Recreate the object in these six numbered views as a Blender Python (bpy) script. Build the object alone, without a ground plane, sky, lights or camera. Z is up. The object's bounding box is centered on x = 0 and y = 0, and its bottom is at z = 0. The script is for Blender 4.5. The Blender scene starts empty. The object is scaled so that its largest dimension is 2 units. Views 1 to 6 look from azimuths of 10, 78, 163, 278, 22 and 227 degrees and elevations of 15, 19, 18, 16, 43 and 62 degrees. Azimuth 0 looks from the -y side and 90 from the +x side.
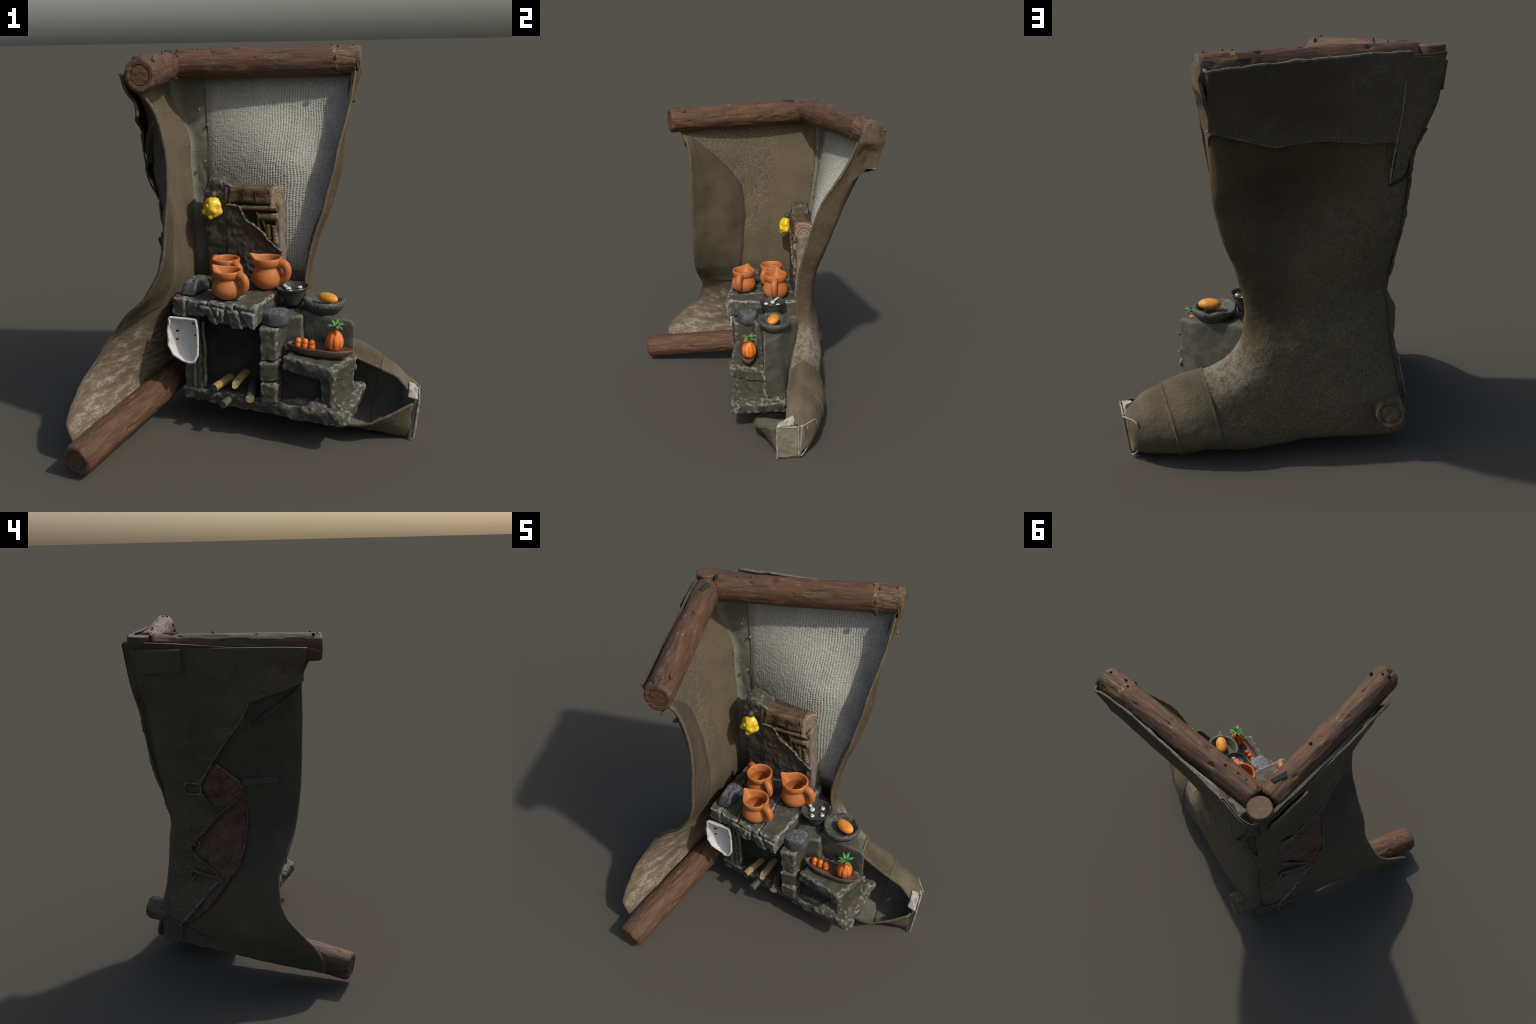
import bpy, math
import numpy as np
from mathutils import Vector, Matrix

rng = np.random.default_rng(7)

# ------------------------------------------------------------------ noise
def vnoise(p, scale=1.0, seed=0):
    """smooth value noise in [-1, 1] for an (N,3) array"""
    q = np.asarray(p, float) * scale + 37.0 + seed * 13.7
    i = np.floor(q).astype(np.int64)
    f = q - i
    f = f * f * (3 - 2 * f)
    def h(a, b, c):
        n = (a * 374761393 + b * 668265263 + c * 2147483647 + seed * 974711) & 0x7fffffff
        n = ((n ^ (n >> 13)) * 1274126177) & 0x7fffffff
        n = n ^ (n >> 16)
        return (n & 0xffff) / 32767.5 - 1.0
    x, y, z = i[..., 0], i[..., 1], i[..., 2]
    r = 0
    for dx in (0, 1):
        wx = f[..., 0] if dx else 1 - f[..., 0]
        for dy in (0, 1):
            wy = f[..., 1] if dy else 1 - f[..., 1]
            for dz in (0, 1):
                wz = f[..., 2] if dz else 1 - f[..., 2]
                r = r + h(x + dx, y + dy, z + dz) * wx * wy * wz
    return r

def fbm(p, scale=1.0, seed=0, octaves=3):
    r, a = 0, 1.0
    for o in range(octaves):
        r = r + a * vnoise(p, scale * 2 ** o, seed + o)
        a *= 0.5
    return r

# ------------------------------------------------------------------ materials
class Nodes:
    def __init__(self, name):
        self.m = bpy.data.materials.new(name)
        self.m.use_nodes = True
        self.t = self.m.node_tree
        self.b = self.t.nodes["Principled BSDF"]
        self.co = self.t.nodes.new("ShaderNodeTexCoord").outputs["Object"]

    def link(self, a, b):
        self.t.links.new(a, b)

    def put(self, sock, v):
        if hasattr(v, "links"):
            self.link(v, sock)
        else:
            if isinstance(v, (tuple, list)) and len(v) == 3 and sock.type == "RGBA":
                v = (*v, 1)
            sock.default_value = v

    def mapping(self, scale=(1, 1, 1), rot=(0, 0, 0), loc=(0, 0, 0), co=None):
        n = self.t.nodes.new("ShaderNodeMapping")
        self.link(co or self.co, n.inputs["Vector"])
        n.inputs["Scale"].default_value = scale
        n.inputs["Rotation"].default_value = rot
        n.inputs["Location"].default_value = loc
        return n.outputs[0]

    def noise(self, scale, detail=4, rough=.6, co=None, dist=0):
        n = self.t.nodes.new("ShaderNodeTexNoise")
        self.link(co or self.co, n.inputs["Vector"])
        n.inputs["Scale"].default_value = scale
        n.inputs["Detail"].default_value = detail
        n.inputs["Roughness"].default_value = rough
        n.inputs["Distortion"].default_value = dist
        return n.outputs[0]

    def voronoi(self, scale, co=None, feature="F1"):
        n = self.t.nodes.new("ShaderNodeTexVoronoi")
        n.feature = feature
        self.link(co or self.co, n.inputs["Vector"])
        n.inputs["Scale"].default_value = scale
        return n.outputs[0]

    def wave(self, scale, direction="X", dist=1, detail=2, dscale=1, co=None, kind="BANDS"):
        n = self.t.nodes.new("ShaderNodeTexWave")
        n.wave_type = kind
        if kind == "BANDS":
            n.bands_direction = direction
        else:
            n.rings_direction = direction
        self.link(co or self.co, n.inputs["Vector"])
        n.inputs["Scale"].default_value = scale
        n.inputs["Distortion"].default_value = dist
        n.inputs["Detail"].default_value = detail
        n.inputs["Detail Scale"].default_value = dscale
        return n.outputs[1]

    def ramp(self, fac, stops, inter="LINEAR"):
        n = self.t.nodes.new("ShaderNodeValToRGB")
        n.color_ramp.interpolation = inter
        e = n.color_ramp.elements
        while len(e) < len(stops):
            e.new(0.5)
        for el, (p, c) in zip(e, stops):
            el.position = p
            if not isinstance(c, (tuple, list)):
                c = (c, c, c)
            el.color = (*c, 1)
        self.link(fac, n.inputs[0])
        return n.outputs[0]

    def mix(self, f, a, b, mode="MIX"):
        n = self.t.nodes.new("ShaderNodeMix")
        n.data_type = "RGBA"
        n.blend_type = mode
        n.clamp_factor = True
        self.put(n.inputs[0], f)
        self.put(n.inputs[6], a)
        self.put(n.inputs[7], b)
        return n.outputs[2]

    def math(self, op, a, b=0.0, clamp=False):
        n = self.t.nodes.new("ShaderNodeMath")
        n.operation = op
        n.use_clamp = clamp
        self.put(n.inputs[0], a)
        self.put(n.inputs[1], b)
        return n.outputs[0]

    def xyz(self, co=None):
        n = self.t.nodes.new("ShaderNodeSeparateXYZ")
        self.link(co or self.co, n.inputs[0])
        return n.outputs

    def step(self, v, lo, hi):
        n = self.t.nodes.new("ShaderNodeMapRange")
        n.interpolation_type = "SMOOTHSTEP"
        self.put(n.inputs["Value"], v)
        n.inputs["From Min"].default_value = lo
        n.inputs["From Max"].default_value = hi
        return n.outputs[0]

    def point(self):
        return self.t.nodes.new("ShaderNodeNewGeometry").outputs["Pointiness"]

    def bump(self, h, strength=.3, dist=.01, prev=None):
        n = self.t.nodes.new("ShaderNodeBump")
        n.inputs["Strength"].default_value = strength
        n.inputs["Distance"].default_value = dist
        self.link(h, n.inputs["Height"])
        if prev is not None:
            self.link(prev, n.inputs["Normal"])
        return n.outputs[0]

    def done(self, col, rough=.8, normal=None, spec=.3, **kw):
        self.put(self.b.inputs["Base Color"], col)
        self.put(self.b.inputs["Roughness"], rough)
        self.b.inputs["Specular IOR Level"].default_value = spec
        if normal is not None:
            self.link(normal, self.b.inputs["Normal"])
        for k, v in kw.items():
            self.put(self.b.inputs[k.replace("_", " ")], v)
        return self.m

def weave_height(N, fx, fz, axis=0):
    """two crossed thread waves; axis is the horizontal coordinate of the cloth"""
    a = N.wave(fx, "XYZ"[axis], .6, 2, 3)
    b = N.wave(fz, "Z", .6, 2, 3)
    return N.math("MULTIPLY", N.math("ADD", a, .35), N.math("ADD", b, .35))

def canvas_material():
    N = Nodes("weathered_canvas")
    big = N.noise(3.2, 5, .62)
    fine = N.noise(1, 3, .75, co=N.mapping((130, 130, 80)))
    mid = N.noise(22, 5, .7)
    col = N.ramp(big, [(.32, (.098, .075, .041)), (.5, (.120, .096, .055)), (.68, (.140, .101, .057))])  # base tinted warmer to offset the blue skylight on the shaded sides
    x, y, z = N.xyz()
    # fuzzy faded nap: stronger low on the leg and heel, none on the cuff
    col = N.mix(N.math("MULTIPLY", N.step(fine, .50, .36), .42), col, (.052, .041, .024))
    speck = N.step(N.noise(48, 4, .75), .52, .38)
    col = N.mix(N.math("MULTIPLY", speck, .38), col, (.058, .046, .027))
    nap = N.math("MULTIPLY", N.step(fine, .47, .62), N.step(mid, .34, .60))
    low = N.step(z, 1.62, .75)
    col = N.mix(N.math("MULTIPLY", nap, N.math("ADD", N.math("MULTIPLY", low, .36), .12)), col, (.215, .19, .138))
    rub = N.math("MULTIPLY", N.step(N.noise(7, 6, .75), .56, .7), N.step(fine, .35, .6))
    col = N.mix(N.math("MULTIPLY", rub, .34), col, (.24, .215, .175))
    stain = N.step(N.noise(11, 4, .6), .60, .72)
    col = N.mix(N.math("MULTIPLY", stain, .4), col, (.10, .066, .036))
    # pale patch on the instep just above the toe cap
    d = N.math("ADD", N.math("POWER", N.math("MULTIPLY", N.math("SUBTRACT", x, .37), 5.5), 2),
               N.math("POWER", N.math("MULTIPLY", N.math("SUBTRACT", z, .50), 5.5), 2))
    pale = N.math("MULTIPLY", N.step(d, 1.1, .15), N.step(N.noise(26, 5, .75), .36, .6))
    col = N.mix(N.math("MULTIPLY", pale, .55), col, (.31, .28, .225))
    # smooth leather toe cap and smooth band beside the front opening
    edge = N.math("ADD", x, N.math("MULTIPLY", N.math("SUBTRACT", z, .2), -.17))
    cap = N.math("MULTIPLY", N.step(edge, .425, .432), N.step(z, .62, .56))
    leather = N.ramp(N.noise(9, 5, .6), [(.35, (.098, .080, .049)), (.65, (.138, .113, .070))])
    leather = N.mix(N.math("MULTIPLY", N.step(fine, .55, .7), .18), leather, (.2, .18, .14))
    col = N.mix(cap, col, leather)
    band = N.math("MULTIPLY", N.step(N.math("SUBTRACT", y, N.math("MULTIPLY", N.math("MAXIMUM", N.math("SUBTRACT", z, 1.2), 0.0), .45)), .43, .34), N.step(z, .60, .75))
    col = N.mix(N.math("MULTIPLY", band, N.step(x, -.3, 0.1)), col, N.ramp(N.noise(14, 4, .6), [(.35, (.068, .052, .031)), (.7, (.096, .071, .042))]))
    h = N.math("ADD", N.math("MULTIPLY", fine, .7), N.math("MULTIPLY", mid, .8))
    nor = N.bump(h, .8, .009)
    return N.done(col, .9, nor, .2)

def flap_outside_material():
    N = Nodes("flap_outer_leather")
    x, y, z = N.xyz()
    smooth = N.ramp(N.noise(5, 5, .6), [(.35, (.066, .053, .034)), (.65, (.088, .071, .046))])
    fine = N.noise(110, 3, .75)
    cloth = N.ramp(N.noise(3.2, 5, .62), [(.35, (.096, .077, .042)), (.65, (.122, .098, .056))])
    cloth = N.mix(N.math("MULTIPLY", N.step(fine, .5, .36), .3), cloth, (.058, .049, .029))
    f = N.step(N.math("ADD", z, N.math("MULTIPLY", N.noise(4, 3), .18)), .50, .98)
    col = N.mix(f, cloth, smooth)
    return N.done(col, .85, N.bump(fine, .5, .007), .2)

def flap_inside_material():
    N = Nodes("flap_inside_cloth")
    x, y, z = N.xyz()
    base = N.ramp(N.noise(4, 5, .6), [(.35, (.086, .069, .041)), (.65, (.114, .093, .057))])
    th = N.noise(1, 2, .6, co=N.mapping((1, 75, 260)))
    tv = N.noise(1, 2, .6, co=N.mapping((1, 260, 60)))
    weave = N.math("MAXIMUM", th, tv)
    patch = N.math("MULTIPLY", N.step(z, 1.0, 1.12), N.step(N.math("ADD", y, N.math("MULTIPLY", z, -.22)), .0, -.16))
    base = N.mix(N.math("MULTIPLY", N.step(weave, .55, .66), N.math("ADD", .2, N.math("MULTIPLY", patch, .6))), base, (.22, .19, .135))
    # foot lining, pale and crazed
    foot = N.step(N.math("ADD", z, N.math("MULTIPLY", y, .35)), .62, .48)
    crack = N.voronoi(60, N.mapping((1, 1, 1)), "DISTANCE_TO_EDGE")
    pale = N.ramp(N.noise(1, 6, .75, co=N.mapping((16, 9, 30), rot=(.5, 0, 0))), [(.36, (.105, .080, .050)), (.52, (.165, .132, .090)), (.64, (.34, .30, .235)), (.76, (.17, .12, .08))])
    pale = N.mix(N.step(crack, .06, .0), pale, (.13, .10, .07))
    base = N.mix(foot, base, pale)
    nor = N.bump(N.math("ADD", weave, N.math("MULTIPLY", N.noise(60, 3), .4)), .5, .006)
    return N.done(base, .88, nor, .2)

def panel_inside_material():
    N = Nodes("smooth_inner_leather")
    base = N.ramp(N.noise(5, 5, .6), [(.35, (.062, .051, .032)), (.65, (.080, .066, .041))])
    return N.done(base, .8, N.bump(N.noise(50, 3), .15, .004), .25)

def lining_material():
    N = Nodes("ribbed_lining")
    x, y, z = N.xyz()
    n = N.noise(7, 5, .65)
    col = N.ramp(n, [(.3, (.29, .287, .245)), (.55, (.40, .395, .338)), (.75, (.34, .335, .285))])
    col = N.mix(N.math("MULTIPLY", N.step(x, .08, -.25), .35), col, (.20, .195, .165))  # left half darkened to bake in the dimmer light near the corner
    fine = N.noise(1, 3, .7, co=N.mapping((220, 60, 150)))
    col = N.mix(N.math("MULTIPLY", N.step(fine, .55, .4), .55), col, (.16, .155, .135))
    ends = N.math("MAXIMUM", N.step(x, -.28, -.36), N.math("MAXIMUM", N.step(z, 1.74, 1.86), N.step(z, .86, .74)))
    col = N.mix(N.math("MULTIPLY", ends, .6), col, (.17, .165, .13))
    nor = N.bump(fine, .5, .004)
    return N.done(col, .9, nor, .15)

def corner_plaster_material():
    N = Nodes("painted_corner")
    x, y, z = N.xyz()
    base = N.ramp(N.noise(5, 5, .65), [(.3, (.110, .100, .070)), (.5, (.150, .145, .112)), (.7, (.20, .198, .162))])
    scuff = N.math("MULTIPLY", N.step(N.noise(9, 6, .7), .52, .68), N.step(z, 1.1, 1.35))
    base = N.mix(N.math("MULTIPLY", scuff, .5), base, (.30, .30, .265))
    return N.done(base, .8, N.bump(N.noise(60, 3), .2, .004), .25)

def rim_material():
    N = Nodes("worn_cut_edge")
    n = N.noise(30, 5, .75)
    col = N.ramp(n, [(.3, (.080, .060, .038)), (.55, (.105, .082, .052)), (.70, (.19, .155, .105)), (.8, (.12, .09, .055))])
    return N.done(col, .8, N.bump(n, .4, .006), .3)

def wood_material(name="log_wood", grey=False, heel=False):
    N = Nodes(name)
    streak = N.noise(1, 7, .7, co=N.mapping((8, 62, 62)))
    big = N.noise(4, 4, .6)
    col = N.ramp(streak, [(.3, (.038, .020, .011)), (.46, (.086, .043, .022)), (.60, (.122, .064, .032)), (.76, (.175, .104, .053))])
    col = N.mix(N.math("MULTIPLY", N.step(big, .5, .68), .55), col, (.118, .052, .028))
    col = N.mix(N.math("MULTIPLY", N.step(big, .48, .32), .45), col, (.068, .043, .030))
    # dry brushed pale grain along the top
    worn = N.math("MULTIPLY", N.step(N.noise(1, 6, .8, co=N.mapping((14, 90, 90))), .57, .66), N.step(N.noise(3.5, 3), .47, .58))
    col = N.mix(N.math("MULTIPLY", worn, .62), col, (.42, .33, .19))
    edge = N.math("MULTIPLY", N.step(N.point(), .515, .57), N.step(N.noise(40, 3), .45, .62))
    col = N.mix(N.math("MULTIPLY", edge, .6), col, (.38, .26, .17))
    if heel:      # the stub behind the heel is grimy
        x, y, z = N.xyz()
        grime = N.ramp(N.noise(22, 5, .7), [(.3, (.052, .036, .022)), (.5, (.105, .074, .045)), (.7, (.18, .135, .085))])
        col = N.mix(N.step(x, .16, .11), col, grime)
    if grey:      # pale band worn round the log near one end
        x, y, z = N.xyz()
        off = N.math("ABSOLUTE", N.math("SUBTRACT", x, .862))
        ring = N.math("MULTIPLY", N.step(off, .020, .010), N.step(N.noise(60, 4, .8), .5, .62))
        col = N.mix(N.math("MULTIPLY", ring, .8), col, (.40, .29, .075))
        far = N.math("MULTIPLY", N.step(x, .80, .94), N.step(N.noise(1, 6, .8, co=N.mapping((14, 110, 110))), .48, .6))
        col = N.mix(N.math("MULTIPLY", far, .5), col, (.36, .25, .14))
    nor = N.bump(streak, .7, .010)
    return N.done(col, .62, nor, .35)

def stone_material(name, dark, mid, pale, edge_amt=.8, tint=(.16, .19, .19), speck=.35, rough=.75):
    N = Nodes(name)
    n = N.noise(9, 6, .68)
    col = N.ramp(n, [(.3, dark), (.52, mid), (.72, tuple(1.25 * c for c in mid))])
    col = N.mix(N.math("MULTIPLY", N.step(N.noise(5, 4, .6), .55, .7), .35), col, tint)
    streak = N.noise(1, 6, .8, co=N.mapping((70, 70, 24)))
    dust = N.math("MULTIPLY", N.step(streak, .54, .70), N.step(N.noise(12, 4), .45, .62))
    col = N.mix(N.math("MULTIPLY", dust, speck), col, pale)
    e = N.math("MULTIPLY", N.step(N.point(), .507, .546), N.step(N.noise(40, 5, .75), .32, .64))
    col = N.mix(N.math("MULTIPLY", e, edge_amt * .85), col, pale)
    nor = N.bump(N.noise(45, 5, .7), .45, .008)
    return N.done(col, rough, nor, .35)

def plain_material(name, a, b, scale=12, rough=.7, bump=.15, spec=.35, detail=4, bscale=60, **kw):
    N = Nodes(name)
    col = N.ramp(N.noise(scale, detail, .6), [(.35, a), (.65, b)])
    return N.done(col, rough, N.bump(N.noise(bscale, 3), bump, .004), spec, **kw)

def red_leather_material():
    N = Nodes("rusty_leather")
    n = N.noise(16, 6, .72)
    col = N.ramp(n, [(.3, (.052, .027, .015)), (.46, (.108, .050, .026)), (.6, (.140, .074, .040)), (.75, (.20, .13, .080))])
    spot = N.step(N.noise(24, 4, .6), .62, .7)
    col = N.mix(N.math("MULTIPLY", spot, .7), col, (.045, .026, .022))
    e = N.math("MULTIPLY", N.step(N.point(), .53, .62), N.step(N.noise(60, 3), .4, .6))
    col = N.mix(N.math("MULTIPLY", e, .7), col, (.33, .27, .22))
    return N.done(col, .7, N.bump(n, .5, .008), .35)

def panel_material():
    N = Nodes("smoked_plaster")
    x, y, z = N.xyz()
    n = N.noise(10, 6, .7)
    col = N.ramp(n, [(.3, (.034, .026, .018)), (.5, (.056, .043, .029)), (.7, (.082, .064, .044))])
    cool = N.ramp(N.noise(8, 5, .7), [(.35, (.038, .037, .029)), (.65, (.070, .068, .054))])
    left = N.math("MAXIMUM", N.step(x, -.14, -.24), N.step(z, .98, .90))
    col = N.mix(left, col, cool)
    e = N.math("MULTIPLY", N.step(N.point(), .52, .60), N.step(N.noise(50, 3), .4, .58))
    col = N.mix(N.math("MULTIPLY", e, .75), col, (.33, .26, .17))
    side = N.math("MULTIPLY", N.step(x, .085, .10), 1.0)
    grain = N.ramp(N.noise(1, 5, .7, co=N.mapping((30, 30, 7))), [(.35, (.13, .105, .075)), (.65, (.205, .18, .138))])
    col = N.mix(side, col, grain)
    return N.done(col, .65, N.bump(n, .5, .008), .4)

def beam_material():
    N = Nodes("carved_beam_wood")
    x, y, z = N.xyz()
    s = N.noise(1, 6, .7, co=N.mapping((9, 45, 45)))
    col = N.ramp(s, [(.3, (.040, .024, .013)), (.5, (.092, .058, .030)), (.7, (.160, .105, .056))])
    ring = N.wave(16, "X", 3, 2, 2, co=N.mapping((1, 1, 1), loc=(0, -.31, -1.19)), kind="RINGS")
    endc = N.ramp(ring, [(.25, (.15, .105, .065)), (.75, (.24, .175, .115))])
    col = N.mix(N.step(x, .046, .056), col, endc)
    e = N.math("MULTIPLY", N.step(N.point(), .52, .60), N.step(N.noise(50, 3), .4, .58))
    col = N.mix(N.math("MULTIPLY", e, .6), col, (.42, .32, .19))
    return N.done(col, .65, N.bump(s, .5, .008), .35)

def firewood_material():
    N = Nodes("firewood_bark")
    s = N.noise(1, 5, .65, co=N.mapping((10, 60, 60)))
    x, y, z = N.xyz()
    col = N.ramp(s, [(.3, (.20, .125, .045)), (.6, (.36, .25, .10)), (.8, (.45, .34, .16))])
    return N.done(col, .7, N.bump(s, .4, .005), .3)

def slate_material():
    N = Nodes("scratched_slate")
    n = N.noise(20, 5, .7)
    col = N.ramp(n, [(.35, (.030, .036, .040)), (.65, (.058, .066, .070))])
    scr = N.noise(1, 6, .85, co=N.mapping((150, 60, 60), rot=(0, 0, .6)))
    geo = N.t.nodes.new("ShaderNodeNewGeometry").outputs["Normal"]
    up = N.xyz(geo)[2]
    col = N.mix(N.math("MULTIPLY", N.math("MULTIPLY", N.step(scr, .50, .60), N.step(up, .8, .95)), .75), col, (.36, .37, .34))
    side = N.math("MULTIPLY", N.step(N.noise(60, 4, .8), .57, .66), .5)
    col = N.mix(side, col, (.22, .25, .26))
    return N.done(col, .55, N.bump(n, .4, .006), .4)

def mortar_material():
    N = Nodes("mossy_mortar_stone")
    n = N.noise(14, 5, .7)
    col = N.ramp(n, [(.35, (.026, .030, .029)), (.65, (.056, .061, .048))])
    x, y, z = N.xyz()
    moss = N.math("MULTIPLY", N.step(N.noise(110, 3, .8), .5, .62), N.step(z, .685, .70))
    col = N.mix(N.math("MULTIPLY", moss, .55), col, (.23, .225, .135))
    sp = N.math("MULTIPLY", N.step(N.noise(80, 4, .8), .60, .68), .32)
    col = N.mix(sp, col, (.22, .26, .29))
    return N.done(col, .6, N.bump(N.noise(90, 3), .5, .005), .4)

def pumpkin_material():
    N = Nodes("pumpkin_rind")
    x, y, z = N.xyz()
    n = N.noise(26, 4, .7)
    col = N.ramp(n, [(.35, (.50, .090, .016)), (.55, (.66, .17, .025)), (.72, (.76, .30, .05))])
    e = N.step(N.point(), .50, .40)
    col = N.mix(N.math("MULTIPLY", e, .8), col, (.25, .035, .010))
    col = N.mix(N.math("MULTIPLY", N.step(z, -.025, -.048), .8), col, (.62, .045, .015))
    return N.done(col, .5, N.bump(n, .2, .004), .4)

def tuber_material():
    N = Nodes("orange_tuber_skin")
    n = N.noise(30, 4, .6)
    col = N.ramp(n, [(.35, (.58, .20, .022)), (.65, (.70, .29, .035))])
    sp = N.noise(1, 2, .5, co=N.mapping((60, 24, 60)))
    x, y, z = N.xyz()
    mark = N.math("MULTIPLY", N.step(sp, .63, .70), N.step(z, .015, .03))
    col = N.mix(N.math("MULTIPLY", mark, .8), col, (.14, .02, .015))
    return N.done(col, .5, N.bump(n, .2, .003), .4)

def basin_material():
    N = Nodes("chipped_enamel")
    x, y, z = N.xyz()
    n = N.noise(40, 4, .7)
    col = N.ramp(N.noise(220, 2, .6), [(.35, (.50, .49, .47)), (.65, (.64, .625, .60))])
    e = N.math("MULTIPLY", N.step(N.point(), .53, .60), N.step(n, .52, .62))
    col = N.mix(N.math("MULTIPLY", e, .75), col, (.36, .20, .09))
    return N.done(col, .6, N.bump(N.noise(160, 2), .2, .003), .35)

MAT = dict(
    canvas=canvas_material(), flap_out=flap_outside_material(), flap_in=flap_inside_material(), panel_in=panel_inside_material(),
    lining=lining_material(), corner=corner_plaster_material(), rim=rim_material(), wood=wood_material(), wood_heel=wood_material("log_wood_heel", heel=True), wood_worn=wood_material("log_wood_worn", True),
    stone=stone_material("hearth_stone", (.030, .028, .019), (.054, .050, .035), (.30, .275, .22)),
    stone_smooth=stone_material("plastered_stone", (.044, .043, .032), (.068, .066, .050), (.24, .23, .18), .55, (.10, .11, .095), .12, .7),
    counter=stone_material("counter_stone", (.036, .035, .027), (.068, .065, .050), (.37, .36, .31), .85, (.13, .165, .175), .45, .6),
    soot=plain_material("sooty_recess", (.018, .016, .013), (.032, .029, .023), 12, .9, .3),  # near-black base colour carries the shade of hearth, niche and gaps
    slate=slate_material(), mortar=mortar_material(), red=red_leather_material(),
    panel=panel_material(), beam=beam_material(), firewood=firewood_material(),
    endgrain=plain_material("cut_wood_end", (.22, .16, .075), (.46, .37, .20), 70, .7, .4),
    clay=plain_material("terracotta", (.40, .124, .033), (.475, .158, .044), 14, .55, .12, .4),
    yellow=plain_material("yellow_glaze", (.62, .42, .010), (.74, .54, .025), 20, .32, .1, .5),
    iron=plain_material("dark_iron", (.035, .03, .032), (.07, .055, .06), 30, .5, .3, .5),
    bowl=plain_material("black_bowl_glaze", (.034, .034, .031), (.055, .054, .048), 30, .6, .2),
    shellwhite=plain_material("white_shell", (.62, .60, .55), (.80, .78, .74), 50, .4, .1, .5),
    silver=plain_material("grey_pearl", (.40, .42, .44), (.52, .54, .55), 40, .3, .1, .5),
    tuber=tuber_material(), pumpkin=pumpkin_material(),
    tomato=plain_material("tomato_skin", (.62, .13, .012), (.72, .19, .02), 18, .35, .08, .5),
    leaf=plain_material("leaf_green", (.045, .17, .045), (.09, .26, .075), 30, .5, .2, .4),
    tray=plain_material("tray_wood", (.088, .056, .040), (.140, .085, .055), 12, .6, .35, .35),
    basin=basin_material(),
    panel_stone=stone_material("dark_post_stone", (.034, .032, .023), (.060, .056, .042), (.27, .26, .21), .7, (.07, .075, .06), .14, .6),
    strap_red=plain_material("brown_strap", (.075, .045, .030), (.155, .105, .072), 26, .7, .5, .35, 5),
    peg=plain_material("peg_wood", (.070, .040, .026), (.125, .072, .045), 18, .65, .4, .35, 5),
    worn=plain_material("worn_leather_edge", (.10, .060, .040), (.27, .215, .165), 60, .75, .4, .3, 5),
    tear=plain_material("torn_canvas_edge", (.095, .085, .060), (.20, .185, .145), 70, .85, .4, .2, 5),
    cuff_end=plain_material("browned_leather", (.060, .043, .027), (.118, .084, .050), 13, .75, .4, .3, 5),
    oldwood=plain_material("mossy_bark", (.045, .042, .028), (.105, .098, .066), 30, .8, .4, .3, 5),
    nail=plain_material("iron_nail", (.045, .028, .024), (.085, .05, .04), 40, .6, .3, .4),
    stitch=plain_material("bare_thread", (.13, .115, .085), (.30, .275, .225), 60, .9, .4),
    strap=plain_material("dark_strap", (.062, .056, .040), (.090, .078, .056), 16, .75, .3),
    plate=stone_material("toe_plate_cloth", (.13, .12, .085), (.20, .185, .135), (.38, .35, .28), .7, (.2, .19, .15), .5, .85),
    frayed=plain_material("frayed_white", (.20, .185, .15), (.44, .42, .37), 45, .85, .5),
)

# ------------------------------------------------------------------ mesh helpers
ROOT = bpy.data.objects.new("boot_house_ornament", None)
ROOT["label"] = "old canvas boot opened out, with tiny stone kitchen inside"
ROOT["category"] = "boot ornament"
bpy.context.scene.collection.objects.link(ROOT)

def add(name, verts, faces, mats, parent=None, smooth=True, fmat=None, angle=None):
    me = bpy.data.meshes.new(name)
    me.from_pydata([tuple(map(float, v)) for v in verts], [], [tuple(map(int, f)) for f in faces])
    if not isinstance(mats, (list, tuple)):
        mats = [mats]
    for m in mats:
        me.materials.append(MAT[m])
    if fmat is not None:
        me.polygons.foreach_set("material_index", np.asarray(fmat, np.int32))
    me.polygons.foreach_set("use_smooth", np.full(len(me.polygons), smooth))
    me.validate()
    me.update()
    if angle is not None:
        me.set_sharp_from_angle(angle=math.radians(angle))
    ob = bpy.data.objects.new(name, me)
    bpy.context.scene.collection.objects.link(ob)
    ob.parent = parent or ROOT
    return ob

def share(src, name, parent=None, matrix=None):
    ob = src.copy()
    ob.name = name
    bpy.context.scene.collection.objects.link(ob)
    ob.parent = parent or src.parent
    if matrix is not None:
        ob.matrix_local = matrix
    return ob

def grid_faces(n, m, wrap_m=False, off=0, flip=False):
    i = np.arange(n - 1)[:, None]
    j = np.arange(m if wrap_m else m - 1)[None, :]
    j2 = (j + 1) % m
    f = np.stack([i * m + j + 0 * i, i * m + j2, (i + 1) * m + j2, (i + 1) * m + j], -1).reshape(-1, 4) + off
    return f[:, ::-1] if flip else f

def grid_normals(P):
    du = np.gradient(P, axis=0)
    dv = np.gradient(P, axis=1)
    n = np.cross(du, dv)
    return n / np.maximum(np.linalg.norm(n, axis=-1, keepdims=True), 1e-9)

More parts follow.
